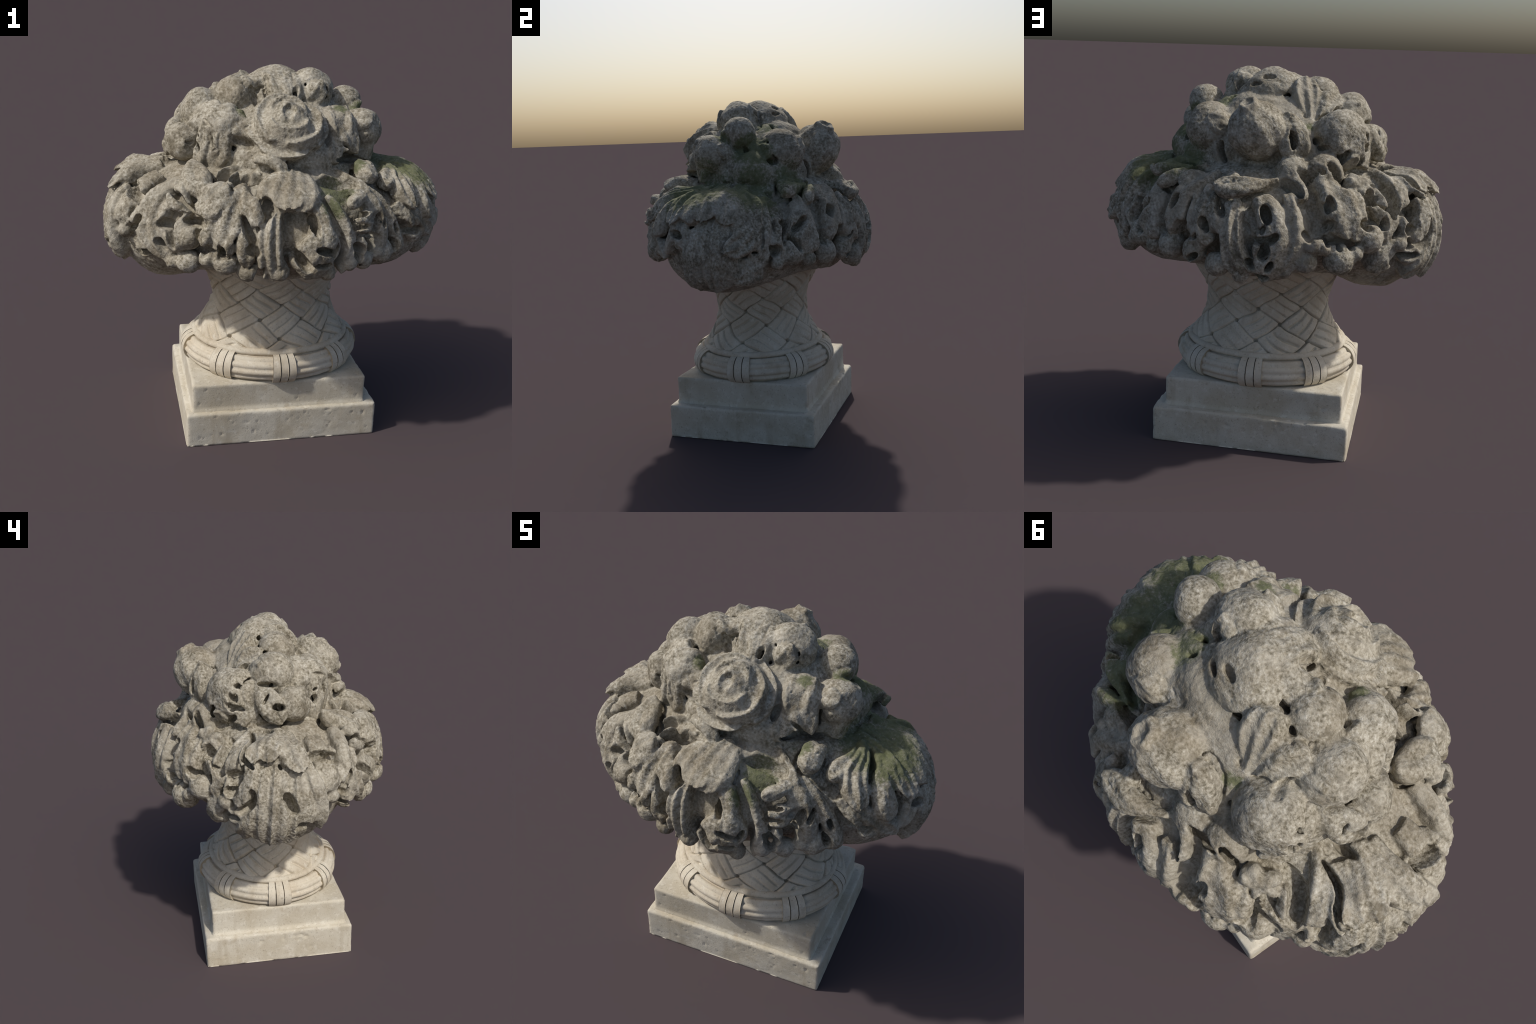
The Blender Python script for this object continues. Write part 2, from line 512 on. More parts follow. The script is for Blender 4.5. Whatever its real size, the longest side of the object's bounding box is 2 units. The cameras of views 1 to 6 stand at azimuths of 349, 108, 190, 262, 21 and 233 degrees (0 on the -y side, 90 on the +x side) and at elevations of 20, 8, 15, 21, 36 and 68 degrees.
def rose(center, radius, axis):
    """open rose: whorls of overlapping petals wound in a spiral round a bud"""
    solids = [('rose_blossom', polar_solid(center, axis, lambda p, t: radius * .93 * np.sin(p), lambda p, t: radius * .80 * np.cos(p)))]
    M = frame(axis)
    c0 = np.asarray(center, float)
    whorls = [(0.26, 3, .24, .93), (0.60, 4, .30, .95), (0.98, 4, .36, .98), (1.40, 5, .46, 1.0)]
    k = 0
    for phi, n, wide, rr in whorls:
        for i in range(n):
            k += 1
            th0 = TAU * (i + .5 * (k % 2)) / n + phi * 3.1
            nt, nc = 16, 17
            u = np.linspace(0, 1, nt)[:, None]
            c = np.linspace(-1, 1, nc)[None, :]
            lip = 0.26 * (1 - 0.35 * c ** 2) + .03 * np.sin(4 * c + k)
            ph = phi + .42 * (1 - u) - lip * u * .35 + 0 * c
            th = th0 + c * (TAU / n) * .62 + 0 * u + .12 * u
            out = radius * rr * (1 + .17 * u ** 2 - .12 * np.abs(c) ** 3 + .035 * np.sin(4 * c + 2 * k) * u)
            flat = .86
            L = np.stack([out * np.sin(ph) * np.cos(th), out * np.sin(ph) * np.sin(th), out * flat * np.cos(ph)], -1)
            Li = L * ((radius * .78) / np.maximum(np.linalg.norm(L, axis=-1, keepdims=True), 1e-6)) 
            th_in = np.linalg.norm(L, axis=-1, keepdims=True)
            Li = L * (th_in - .038) / th_in
            solids.append(('rose_petal', shell(L @ M.T + c0, Li @ M.T + c0)))
    return solids
# leaves on the rim: kind, spine of (azimuth, place on the section), half width in metres, form
LEAVES = [
    ('fan', [(271, 0.03), (264.5, 0.241), (261.8, 0.362)], 0.156, dict(lift=.046,thick=.04,lobes=0,root=.45,tip=7,ribs=5,scallop=.13,rib=.0045)),
    ('lobe', [(242.5, 0.243), (247, 0.34), (251.7, 0.414)], 0.059, dict(lift=.035,thick=.05)),
    ('acanthus', [(275.5, 0.283), (278, 0.412), (276.8, 0.509), (272, 0.634)], 0.129, dict(lift=.03,lobes=3,depth=.3,dome=.02)),
    ('acanthus', [(258.2, 0.333), (256, 0.447), (258.2, 0.651)], 0.070, dict(lift=.018,lobes=0,ribs=3,root=.7,rib=.013,tip=6)),
    ('strap', [(283.5, 0.274), (290, 0.403), (292.5, 0.493), (289, 0.643)], 0.032, dict(lift=.02,lobes=0,root=.7,tip=5)),
    ('strap', [(287.5, 0.153), (300, 0.241), (307.5, 0.37), (310.3, 0.474), (310.5, 0.59)], 0.054, dict(lift=.03,lobes=0,root=.6,tip=5)),
    ('lobe', [(306.5, 0.309), (299.2, 0.329), (291.8, 0.353)], 0.036, dict(lift=.05,thick=.04)),
    ('lobe', [(307, 0.379), (300.8, 0.399), (294.2, 0.405)], 0.034, dict(lift=.05,thick=.04)),
    ('lobe', [(306.5, 0.425), (301, 0.436), (294.8, 0.443)], 0.031, dict(lift=.045,thick=.04)),
    ('acanthus', [(305, 0.465), (298.5, 0.491), (297, 0.577)], 0.052, dict(lift=.03,lobes=2,depth=.3)),
    ('strap', [(310, 0.269), (316.2, 0.41), (320.8, 0.535), (321, 0.616)], 0.040, dict(lift=.025,lobes=0,root=.6,tip=5)),
    ('acanthus', [(239, 0.217), (238.8, 0.346), (237, 0.443), (236.2, 0.509)], 0.103, dict(lift=.025,lobes=0,ribs=3,root=.45,tip=5,dome=.015)),
    ('lobe', [(233, 0.408), (231, 0.454), (229.7, 0.5)], 0.035, dict(lift=.035)),
    ('lobe', [(239.5, 0.43), (239.5, 0.48), (240, 0.531)], 0.035, dict(lift=.035)),
    ('lobe', [(244, 0.397), (246.2, 0.474), (247.8, 0.577)], 0.045, dict(lift=.03)),
    ('lobe', [(228.2, 0.329), (221, 0.265), (206.2, 0.182)], 0.072, dict(lift=.06,thick=.04,root=.5)),
    ('lobe', [(224.8, 0.375), (230, 0.333), (235.5, 0.261)], 0.079, dict(lift=.06,thick=.04,root=.5)),
    ('lobe', [(225, 0.379), (229.5, 0.386), (235.5, 0.368)], 0.045, dict(lift=.05,thick=.04,root=.5)),
    ('lobe', [(221.2, 0.359), (216.2, 0.315), (210.8, 0.278)], 0.032, dict(lift=.05,thick=.035)),
    ('lobe', [(222.3, 0.39), (216.2, 0.373), (211.5, 0.34)], 0.032, dict(lift=.045,thick=.035)),
    ('acanthus', [(221, 0.392), (219.5, 0.441), (218, 0.489)], 0.046, dict(lift=.02,lobes=2,depth=.2)),
    ('strap', [(214, 0.32), (210.8, 0.408), (212.8, 0.476), (216.7, 0.572)], 0.043, dict(lift=.02,lobes=2,depth=.2,root=.6)),
    ('strap', [(211.3, 0.232), (206.5, 0.335), (205.7, 0.436), (209.2, 0.515), (214, 0.596)], 0.059, dict(lift=.04,lobes=0,root=.6,ribs=2)),
    ('lobe', [(199, 0.311), (197.5, 0.342), (196, 0.388)], 0.035, dict(lift=.035,thick=.035)),
    ('lobe', [(204.8, 0.394), (202.2, 0.425), (199.8, 0.467)], 0.048, dict(lift=.03,thick=.05)),
    ('lobe', [(205.2, 0.474), (203.2, 0.515), (200, 0.535)], 0.035, dict(lift=.03)),
    ('lobe', [(341, 0.195), (329.2, 0.245), (321, 0.302)], 0.049, dict(lift=.04,thick=.05)),
    ('lobe', [(347.2, 0.188), (331.5, 0.291), (328.2, 0.421)], 0.070, dict(lift=.048,thick=.045,tip=5,ribs=3,root=.4,scallop=.1,rib=.009)),
    ('lobe', [(348.8, 0.212), (338.5, 0.351), (337, 0.465)], 0.062, dict(lift=.045,thick=.045,tip=5,root=.35)),
    ('lobe', [(352, 0.21), (346.5, 0.293), (343.5, 0.37)], 0.046, dict(lift=.04,thick=.045,root=.4)),
    ('lobe', [(357.8, 0.212), (355, 0.3), (352.2, 0.401)], 0.067, dict(lift=.042,thick=.045,tip=5,root=.4)),
    ('lobe', [(6, 0.212), (8.2, 0.291), (10.2, 0.399)], 0.048, dict(lift=.045,thick=.04,root=.4)),
    ('acanthus', [(323, 0.392), (326.2, 0.447), (329.8, 0.471)], 0.053, dict(lift=.025,lobes=2,depth=.3)),
    ('acanthus', [(330, 0.438), (332.2, 0.491), (335, 0.539)], 0.081, dict(lift=.02,lobes=3,depth=.3)),
    ('strap', [(347, 0.375), (346.8, 0.441), (342.2, 0.526)], 0.046, dict(lift=.02,lobes=0,root=.7,tip=5,ribs=2)),
    ('acanthus', [(351.5, 0.375), (350.8, 0.441), (349.2, 0.506)], 0.042, dict(lift=.02,lobes=2)),
    ('flap', [(169, 0.217), (166.5, 0.309), (165.8, 0.384)], 0.070, dict(lift=.062,thick=.045,lobes=0,root=.6,tip=6,ribs=2,scallop=.25)),
    ('flap', [(177, 0.201), (173, 0.291), (172, 0.366)], 0.070, dict(lift=.07,thick=.045,lobes=0,root=.7,tip=6,ribs=3,scallop=.25)),
    ('flap', [(180.2, 0.212), (180.8, 0.313), (183.5, 0.399)], 0.079, dict(lift=.062,thick=.045,lobes=0,root=.7,tip=6,ribs=3,scallop=.22)),
    ('acanthus', [(164.2, 0.203), (159.8, 0.315), (155.5, 0.421)], 0.061, dict(lift=.035,lobes=2,depth=.3,root=.7)),
    ('acanthus', [(166.8, 0.379), (163.8, 0.463), (160.8, 0.542)], 0.069, dict(lift=.02,lobes=2,depth=.3)),
    ('acanthus', [(182.2, 0.377), (184.7, 0.48), (185, 0.592)], 0.079, dict(lift=.03,lobes=2.5,depth=.25,root=.7)),
    ('strap', [(184.2, 0.285), (187, 0.403), (190, 0.522), (190.5, 0.625)], 0.042, dict(lift=.045,lobes=0,root=.7,tip=5)),
    ('acanthus', [(193.2, 0.241), (194.5, 0.401), (196.5, 0.485)], 0.090, dict(lift=.035,lobes=2,depth=.25,root=.6)),
    ('strap', [(210.5, 0.184), (205.7, 0.32), (203.8, 0.436), (202.8, 0.528)], 0.049, dict(lift=.045,lobes=0,root=.6,tip=5)),
    ('acanthus', [(175.5, 0.291), (173.5, 0.467), (172, 0.669)], 0.219, dict(lift=.022,lobes=0,ribs=7,root=.85,tip=7,rib=.017)),
    ('lobe', [(148.2, 0.247), (145.2, 0.313), (141.5, 0.344)], 0.053, dict(lift=.03)),
    ('strap', [(153.8, 0.245), (151, 0.373), (150.3, 0.493)], 0.057, dict(lift=.03,lobes=2,depth=.2,root=.6)),
    ('lobe', [(148.2, 0.318), (141.5, 0.269), (137.5, 0.245)], 0.044, dict(lift=.05)),
    ('acanthus', [(133.5, 0.03), (128, 0.269), (131.5, 0.388), (131.5, 0.485)], 0.105, dict(lift=.035,lobes=3,depth=.3,root=.6,ribs=2)),
    ('acanthus', [(139.8, 0.214), (138, 0.333), (136.5, 0.425), (134.5, 0.498)], 0.063, dict(lift=.03,lobes=2,depth=.3,root=.6)),
    ('lobe', [(137.7, 0.307), (146, 0.274), (147.2, 0.296)], 0.038, dict(lift=.045)),
    ('strap', [(164, 0.177), (159.8, 0.287), (157.2, 0.401)], 0.040, dict(lift=.035,lobes=0,root=.7,tip=5)),
    ('strap', [(178.2, 0.192), (168, 0.302), (165.8, 0.423), (163.2, 0.509)], 0.054, dict(lift=.03,lobes=0,root=.7,tip=5)),
    ('strap', [(139.8, 0.318), (146.2, 0.381), (149.8, 0.456), (148.7, 0.513)], 0.034, dict(lift=.025,lobes=0,root=.7,tip=5)),
    ('acanthus', [(155.5, 0.412), (156.5, 0.46), (158, 0.502)], 0.052, dict(lift=.025,lobes=2,depth=.3)),
    ('acanthus', [(162.5, 0.491), (160.5, 0.553), (156, 0.592)], 0.053, dict(lift=.025,lobes=2,depth=.2)),
    ('acanthus', [(153, 0.517), (148.7, 0.583), (149.8, 0.669)], 0.069, dict(lift=.03,lobes=2,depth=.25,root=.7,tip=5)),
    ('strap', [(166.8, 0.474), (164, 0.572), (160, 0.669)], 0.054, dict(lift=.03,lobes=0,ribs=2,root=.7,tip=5)),
    ('lobe', [(104.2, 0.23), (89.5, 0.289), (75.2, 0.309)], 0.051, dict(lift=.06,thick=.04,tip=4,root=.3)),
    ('strap', [(104, 0.208), (113, 0.258), (115.2, 0.348)], 0.041, dict(lift=.03,lobes=0,root=.6,tip=5)),
    ('acanthus', [(96.2, 0.331), (101.8, 0.425), (102, 0.544), (98.8, 0.693)], 0.107, dict(lift=.035,lobes=3,depth=.3,dome=.02,root=.6)),
    ('strap', [(108.2, 0.311), (111.2, 0.427), (111, 0.542), (104.8, 0.687)], 0.045, dict(lift=.03,lobes=2,depth=.15,root=.7)),
    ('strap', [(84.8, 0.337), (84.5, 0.449), (86.2, 0.557), (91.7, 0.682)], 0.078, dict(lift=.025,lobes=2,depth=.2,ribs=3,root=.7,rib=.012)),
    ('acanthus', [(75.8, 0.313), (76.2, 0.41), (81, 0.474)], 0.050, dict(lift=.025,lobes=2,depth=.2,root=.6)),
    ('strap', [(71, 0.289), (70.5, 0.416), (72.2, 0.482), (76.5, 0.52)], 0.038, dict(lift=.04,lobes=0,root=.6,tip=5)),
    ('acanthus', [(67.5, 0.19), (62.2, 0.331), (57.8, 0.43), (54.5, 0.489)], 0.077, dict(lift=.035,lobes=2.5,depth=.3,root=.5)),
    ('lobe', [(65.5, 0.298), (67, 0.419), (67.2, 0.506)], 0.046, dict(lift=.02)),
    ('lobe', [(54, 0.164), (36.8, 0.186), (36, 0.278)], 0.043, dict(lift=.05,thick=.04)),
    ('lobe', [(66.8, 0.228), (56.5, 0.243), (52.8, 0.32)], 0.043, dict(lift=.03)),
    ('strap', [(37.2, 0.214), (40.5, 0.355), (41.2, 0.441), (44, 0.524)], 0.040, dict(lift=.025,lobes=2,depth=.2,root=.6)),
    ('strap', [(8.5, 0.186), (17, 0.293), (18.2, 0.392), (18, 0.474)], 0.030, dict(lift=.04,lobes=0,root=.7,tip=5)),
    ('lobe', [(352.2, 0.206), (358, 0.28), (2.8, 0.355)], 0.045, dict(lift=.045,thick=.04)),
    ('acanthus', [(36, 0.384), (29.5, 0.458), (23.2, 0.537)], 0.055, dict(lift=.02,lobes=2)),
    ('lobe', [(10.5, 0.182), (13.2, 0.381), (18.2, 0.517)], 0.081, dict(lift=.034,thick=.05,root=.55,tip=1.6)),
    ('lobe', [(1.8, 0.177), (2.8, 0.272), (2.8, 0.34)], 0.053, dict(lift=.05,thick=.04,root=.5)),
    ('lobe', [(351.8, 0.197), (354.2, 0.331), (354.2, 0.412)], 0.048, dict(lift=.045,thick=.04,root=.4)),
    ('strap', [(21, 0.267), (22, 0.425), (19.8, 0.531), (15.8, 0.623)], 0.052, dict(lift=.025,lobes=0,root=.6,tip=5)),
    ('lobe', [(42.8, 0.078), (31, 0.078), (19.2, 0.16)], 0.042, dict(lift=.04)),
    ('lobe', [(50.8, 0.203), (38.2, 0.254), (30.5, 0.296)], 0.035, dict(lift=.065,thick=.04)),
    ('lobe', [(56.5, 0.166), (47.8, 0.276), (43.2, 0.351)], 0.033, dict(lift=.05,thick=.04)),
    ('acanthus', [(38.5, 0.302), (41.2, 0.441), (39.2, 0.557)], 0.094, dict(lift=.03,lobes=2,depth=.3,root=.6,tip=4)),
    ('strap', [(56, 0.221), (55.5, 0.414), (55, 0.509)], 0.044, dict(lift=.03,lobes=0,root=.6,tip=5)),
    ('lobe', [(74.8, 0.188), (81.5, 0.245), (84, 0.331)], 0.044, dict(lift=.045,thick=.04)),
    ('acanthus', [(71, 0.333), (70.2, 0.463), (67.8, 0.57)], 0.057, dict(lift=.025,lobes=2,depth=.25)),
    ('acanthus', [(15.2, 0.517), (17.8, 0.59), (15, 0.669)], 0.052, dict(lift=.03,lobes=2,depth=.25)),
    ('acanthus', [(323.2, 0.375), (334.2, 0.471), (341.7, 0.548)], 0.058, dict(lift=.022,lobes=2,ribs=2,root=.7)),
    ('acanthus', [(27.8, 0.392), (27.8, 0.474), (25.5, 0.559)], 0.059, dict(lift=.03,lobes=2,depth=.3)),
    ('acanthus', [(2, 0.355), (1.2, 0.517), (1.2, 0.687)], 0.175, dict(lift=.022,lobes=0,ribs=8,root=.85,tip=7,rib=.015)),
    ('flap', [(18.2, 0.394), (13.8, 0.471), (6.2, 0.515)], 0.071, dict(lift=.05,thick=.045,lobes=0,root=.6,tip=6,ribs=3,scallop=.28)),
    ('acanthus', [(14.2, 0.544), (14, 0.605), (9.8, 0.676)], 0.065, dict(lift=.035,lobes=2,depth=.25,root=.6)),
    ('flap', [(359, 0.16), (358.8, 0.302), (358.8, 0.412)], 0.080, dict(lift=.042,thick=.045,lobes=0,root=.5,tip=5,ribs=3,scallop=.15,rib=.009)),
    ('flap', [(352.2, 0.16), (347.2, 0.304), (346, 0.425)], 0.070, dict(lift=.038,thick=.045,lobes=0,root=.5,tip=5,ribs=3,scallop=.15,rib=.009)),
    ('flap', [(7.5, 0.179), (6.8, 0.335), (6.8, 0.423)], 0.068, dict(lift=.038,thick=.045,lobes=0,root=.5,tip=5,ribs=3,scallop=.15,rib=.009)),
    ('lobe', [(331.5, 0.144), (319.5, 0.188), (311.2, 0.254)], 0.058, dict(lift=.075,thick=.05,tip=4,root=.6)),
    ('strap', [(248, 0.149), (237, 0.199), (234.8, 0.272)], 0.019, dict(lift=.05,lobes=0,root=.8)),
    ('strap', [(238.2, 0.076), (228.2, 0.155), (224, 0.219)], 0.017, dict(lift=.04,lobes=0,root=.8)),
    ('strap', [(302.8, 0.118), (305.5, 0.25), (307.8, 0.326)], 0.026, dict(lift=.035,lobes=0,root=.7,tip=5)),
]
# drill holes and chisel slots: course, half width, depth
SLOTS_A = [
    ([(274, 0.379), (275.5, 0.438)], 0.018, 0.06),
    ([(267.2, 0.504), (272.5, 0.566)], 0.023, 0.07),
    ([(276.2, 0.489), (281.8, 0.506)], 0.018, 0.04),
    ([(275.2, 0.553), (281.5, 0.559)], 0.013, 0.05),
    ([(284.8, 0.478), (283.2, 0.522)], 0.013, 0.05),
    ([(245.2, 0.39), (248, 0.441), (250, 0.467)], 0.020, 0.06),
    ([(253.8, 0.32), (255.5, 0.362)], 0.023, 0.05),
    ([(249, 0.491), (251, 0.502)], 0.025, 0.04),
    ([(232, 0.504), (230, 0.533)], 0.020, 0.07),
    ([(238, 0.502), (237.5, 0.528)], 0.021, 0.07),
    ([(212.5, 0.436), (216.2, 0.463), (218.5, 0.509)], 0.022, 0.07),
    ([(221.8, 0.419), (228, 0.408)], 0.020, 0.07),
    ([(226.8, 0.452), (227.7, 0.456)], 0.013, 0.05),
    ([(193, 0.337), (195.8, 0.368)], 0.020, 0.05),
    ([(203.5, 0.441), (201.5, 0.476)], 0.019, 0.07),
    ([(200.2, 0.495), (201.8, 0.511)], 0.018, 0.05),
    ([(203.2, 0.564), (207.7, 0.568)], 0.018, 0.06),
    ([(253.8, 0.579), (251, 0.651)], 0.018, 0.06),
    ([(294.8, 0.52), (296.5, 0.557)], 0.019, 0.06),
    ([(318.2, 0.449), (319, 0.48)], 0.014, 0.05),
    ([(322.5, 0.456), (326, 0.48)], 0.020, 0.05),
    ([(312.8, 0.41), (310.5, 0.449)], 0.012, 0.04),
    ([(291.8, 0.388), (299.8, 0.392)], 0.012, 0.05),
    ([(292.8, 0.432), (299.8, 0.434)], 0.010, 0.04),
]
SLOTS_B = [
    ([(300.5, 0.476), (306, 0.478)], 0.019, 0.05),
    ([(236.2, 0.23), (241.7, 0.195), (248.5, 0.177)], 0.022, 0.07),
    ([(224.8, 0.208), (229, 0.164)], 0.012, 0.04),
    ([(285.5, 0.19), (297.5, 0.217), (301.2, 0.252)], 0.032, 0.06),
    ([(213.5, 0.337), (217.5, 0.351)], 0.017, 0.04),
    ([(308.2, 0.414), (306.2, 0.452)], 0.019, 0.05),
    ([(321.8, 0.432), (323.8, 0.48)], 0.019, 0.06),
    ([(326.2, 0.506), (331.8, 0.498)], 0.022, 0.05),
    ([(346.5, 0.219), (340.2, 0.278)], 0.011, 0.05),
    ([(346.8, 0.441), (350.5, 0.454)], 0.017, 0.04),
    ([(294.2, 0.495), (298, 0.517)], 0.019, 0.05),
    ([(317, 0.515), (318.2, 0.548)], 0.018, 0.05),
    ([(166.3, 0.454), (166, 0.495), (162.2, 0.537)], 0.020, 0.07),
    ([(162, 0.366), (160.8, 0.394), (156.2, 0.416)], 0.017, 0.06),
    ([(178, 0.471), (180, 0.522)], 0.026, 0.07),
    ([(181.2, 0.583), (185, 0.583)], 0.019, 0.06),
    ([(190.2, 0.335), (194.2, 0.362), (197.8, 0.368)], 0.030, 0.07),
    ([(240.2, 0.16), (239, 0.212)], 0.021, 0.05),
    ([(215, 0.333), (218.2, 0.351)], 0.016, 0.05),
    ([(215.5, 0.445), (211.5, 0.447)], 0.022, 0.06),
    ([(212, 0.504), (214.2, 0.526)], 0.016, 0.06),
    ([(202.5, 0.445), (200.5, 0.491)], 0.013, 0.06),
    ([(202.2, 0.245), (200, 0.298)], 0.025, 0.04),
    ([(222.5, 0.41), (226.2, 0.43)], 0.016, 0.05),
]
SLOTS_C = [
    ([(144.5, 0.344), (145.8, 0.355)], 0.035, 0.06),
    ([(139.3, 0.441), (140.2, 0.458)], 0.016, 0.06),
    ([(147.5, 0.445), (147.5, 0.465)], 0.010, 0.05),
    ([(125.5, 0.348), (126, 0.379)], 0.018, 0.05),
    ([(116.8, 0.379), (121, 0.443)], 0.020, 0.06),
    ([(115.5, 0.21), (123, 0.225)], 0.018, 0.05),
    ([(129.5, 0.214), (134, 0.241)], 0.016, 0.05),
    ([(171.5, 0.188), (174, 0.217)], 0.019, 0.05),
    ([(157.2, 0.467), (157.8, 0.485)], 0.021, 0.05),
    ([(163.5, 0.307), (163.8, 0.357)], 0.009, 0.04),
    ([(98.5, 0.384), (100, 0.425)], 0.023, 0.07),
    ([(90.2, 0.438), (92.2, 0.469)], 0.016, 0.06),
    ([(95, 0.493), (99.8, 0.491), (103.2, 0.474)], 0.020, 0.07),
    ([(99.3, 0.524), (98, 0.55)], 0.023, 0.07),
    ([(91.7, 0.577), (93.8, 0.601)], 0.015, 0.05),
    ([(101.5, 0.575), (100, 0.61)], 0.015, 0.05),
    ([(96.5, 0.649), (99.5, 0.662)], 0.022, 0.07),
    ([(121.8, 0.206), (126.8, 0.228)], 0.015, 0.05),
    ([(131, 0.208), (134.8, 0.232)], 0.015, 0.05),
    ([(125.7, 0.353), (125.5, 0.384)], 0.015, 0.06),
    ([(118.7, 0.375), (120, 0.421), (119.7, 0.449)], 0.051, 0.07),
    ([(125.2, 0.434), (122.5, 0.454)], 0.023, 0.07),
    ([(114.5, 0.465), (116.5, 0.482)], 0.018, 0.06),
    ([(123, 0.482), (123.5, 0.5)], 0.016, 0.07),
]
SLOTS_D = [
    ([(128.2, 0.515), (128, 0.524)], 0.012, 0.05),
    ([(133, 0.498), (132.8, 0.517)], 0.017, 0.06),
    ([(107.2, 0.239), (111, 0.269), (114.2, 0.326)], 0.018, 0.05),
    ([(152, 0.247), (154.5, 0.293), (153.5, 0.366), (152.8, 0.416)], 0.033, 0.08),
    ([(164.2, 0.21), (166, 0.263), (163.8, 0.34), (166.8, 0.373)], 0.014, 0.07),
    ([(161.5, 0.364), (161.8, 0.405), (159.5, 0.443)], 0.019, 0.08),
    ([(166.8, 0.456), (166.5, 0.491), (164, 0.522), (160, 0.533)], 0.014, 0.07),
    ([(156.8, 0.474), (159.2, 0.471)], 0.019, 0.06),
    ([(137.7, 0.436), (140.5, 0.452)], 0.023, 0.07),
    ([(148.2, 0.434), (148.5, 0.463)], 0.014, 0.06),
    ([(142.8, 0.344), (142.5, 0.357)], 0.017, 0.05),
    ([(155.2, 0.57), (160.8, 0.564)], 0.016, 0.06),
    ([(146.8, 0.375), (150.3, 0.408)], 0.008, 0.04),
    ([(54.8, 0.403), (56.5, 0.375)], 0.021, 0.05),
    ([(23.5, 0.509), (25.2, 0.539)], 0.017, 0.06),
    ([(39.7, 0.412), (36.2, 0.447)], 0.020, 0.06),
    ([(28, 0.416), (29.5, 0.427)], 0.011, 0.04),
    ([(32.8, 0.366), (34, 0.357)], 0.009, 0.04),
    ([(63.2, 0.458), (60, 0.491)], 0.019, 0.06),
    ([(72.2, 0.443), (74.2, 0.474)], 0.013, 0.06),
    ([(78.8, 0.517), (75.5, 0.55)], 0.021, 0.07),
    ([(47.5, 0.491), (48.5, 0.524)], 0.012, 0.05),
    ([(77.5, 0.366), (80.3, 0.412)], 0.021, 0.05),
    ([(26.8, 0.21), (33.2, 0.278)], 0.015, 0.05),
]
SLOTS_E = [
    ([(51.5, 0.228), (61.5, 0.192)], 0.019, 0.05),
    ([(25.5, 0.509), (26.5, 0.528)], 0.018, 0.06),
    ([(31.8, 0.41), (29, 0.493)], 0.025, 0.09),
    ([(33.5, 0.482), (36.2, 0.531)], 0.017, 0.06),
    ([(50.3, 0.489), (51, 0.515)], 0.018, 0.06),
    ([(57.8, 0.384), (55.5, 0.414)], 0.015, 0.05),
    ([(60.2, 0.456), (58.5, 0.513)], 0.015, 0.06),
    ([(26.3, 0.37), (26.5, 0.386)], 0.013, 0.05),
    ([(25.7, 0.214), (28.8, 0.256)], 0.022, 0.05),
    ([(72.5, 0.436), (74, 0.458)], 0.014, 0.05),
    ([(98.5, 0.449), (97.5, 0.463)], 0.012, 0.05),
    ([(69, 0.572), (66.2, 0.594)], 0.014, 0.05),
]
SLOTS = SLOTS_A + SLOTS_B + SLOTS_C + SLOTS_D + SLOTS_E
BERRIES = [
    ('berry', (223.2, 0.476), 0.060), 
    ('berry', (231.5, 0.559), 0.046), 
    ('berry', (238.5, 0.57), 0.068), 
    ('berry', (222.3, 0.599), 0.061), 
    ('berry', (247.5, 0.618), 0.052), 
    ('berry', (293, 0.577), 0.047), 
    ('berry', (301.8, 0.59), 0.052), 
    ('berry', (313.2, 0.568), 0.067), 
    ('berry', (32.8, 0.55), 0.073), 
    ('pear', (52.8, 0.588), 0.074), 
    ('pear', (66.2, 0.586), 0.068), 
    ('berry', (77.5, 0.623), 0.063), 
    ('berry', (115.5, 0.59), 0.062), 
    ('berry', (118, 0.502), 0.055), 
    ('apple', (129.5, 0.586), 0.081), 
    ('berry', (142.2, 0.495), 0.074), 
    ('berry', (107.5, 0.643), 0.037), 
    ('pear', (34.5, 0.568), 0.061), 
    ('berry', (218.5, 0.489), 0.070), 
    ('berry', (204.2, 0.553), 0.058), 
    ('berry', (121.5, 0.511), 0.046), 
    ('berry', (308.8, 0.555), 0.045), 
    ('berry', (319.5, 0.539), 0.063), 
    ('berry', (26.5, 0.583), 0.039), 
    ('berry', (216.2, 0.601), 0.043), 
    ('berry', (282.5, 0.621), 0.042), 
    ('pear', (261, 0.612), 0.050), 
    ('berry', (88, 0.676), 0.042), 
    ('berry', (42, 0.592), 0.045), 
    ('berry', (135.5, 0.548), 0.042), 
    ('berry', (154.5, 0.524), 0.043), 
    ('berry', (195.5, 0.506), 0.042), 
    ('berry', (299, 0.566), 0.040), 
    ('berry', (315, 0.583), 0.041), 
]
# ------------------------------------------------------------------ the heap of fruit and flowers
def ellipsoid(center, radii, lump=0.0, seed=0):
    s = polar_solid((0, 0, 0), (0, 0, 1), lambda p, t: np.sin(p), lambda p, t: np.cos(p))
    s.v = s.v * np.array(radii) + np.array(center)
    if lump:
        s.v += unit(s.v - np.array(center)) * (lump * fbm(s.v, 5, 2, seed))[:, None]
    return s

# fruit with clasping leaves: centre, radius, directions the leaves come from
HUGGED = [((.163, -.05, 1.878), .118, (.4, 3.4)), ((.424, -.118, 1.684), .115, (.2, 2.6)), ((.372, .03, 1.80), .090, (3.6,)), ((.272, .245, 1.685), .136, (.3, 3.3)),
          ((-.238, -.035, 1.845), .112, (1.2, 4.2)), ((-.392, .235, 1.658), .148, (.1, 4.4)), ((-.41, .01, 1.765), .118, (3.0,)), ((-.515, -.085, 1.615), .098, (.9,))]

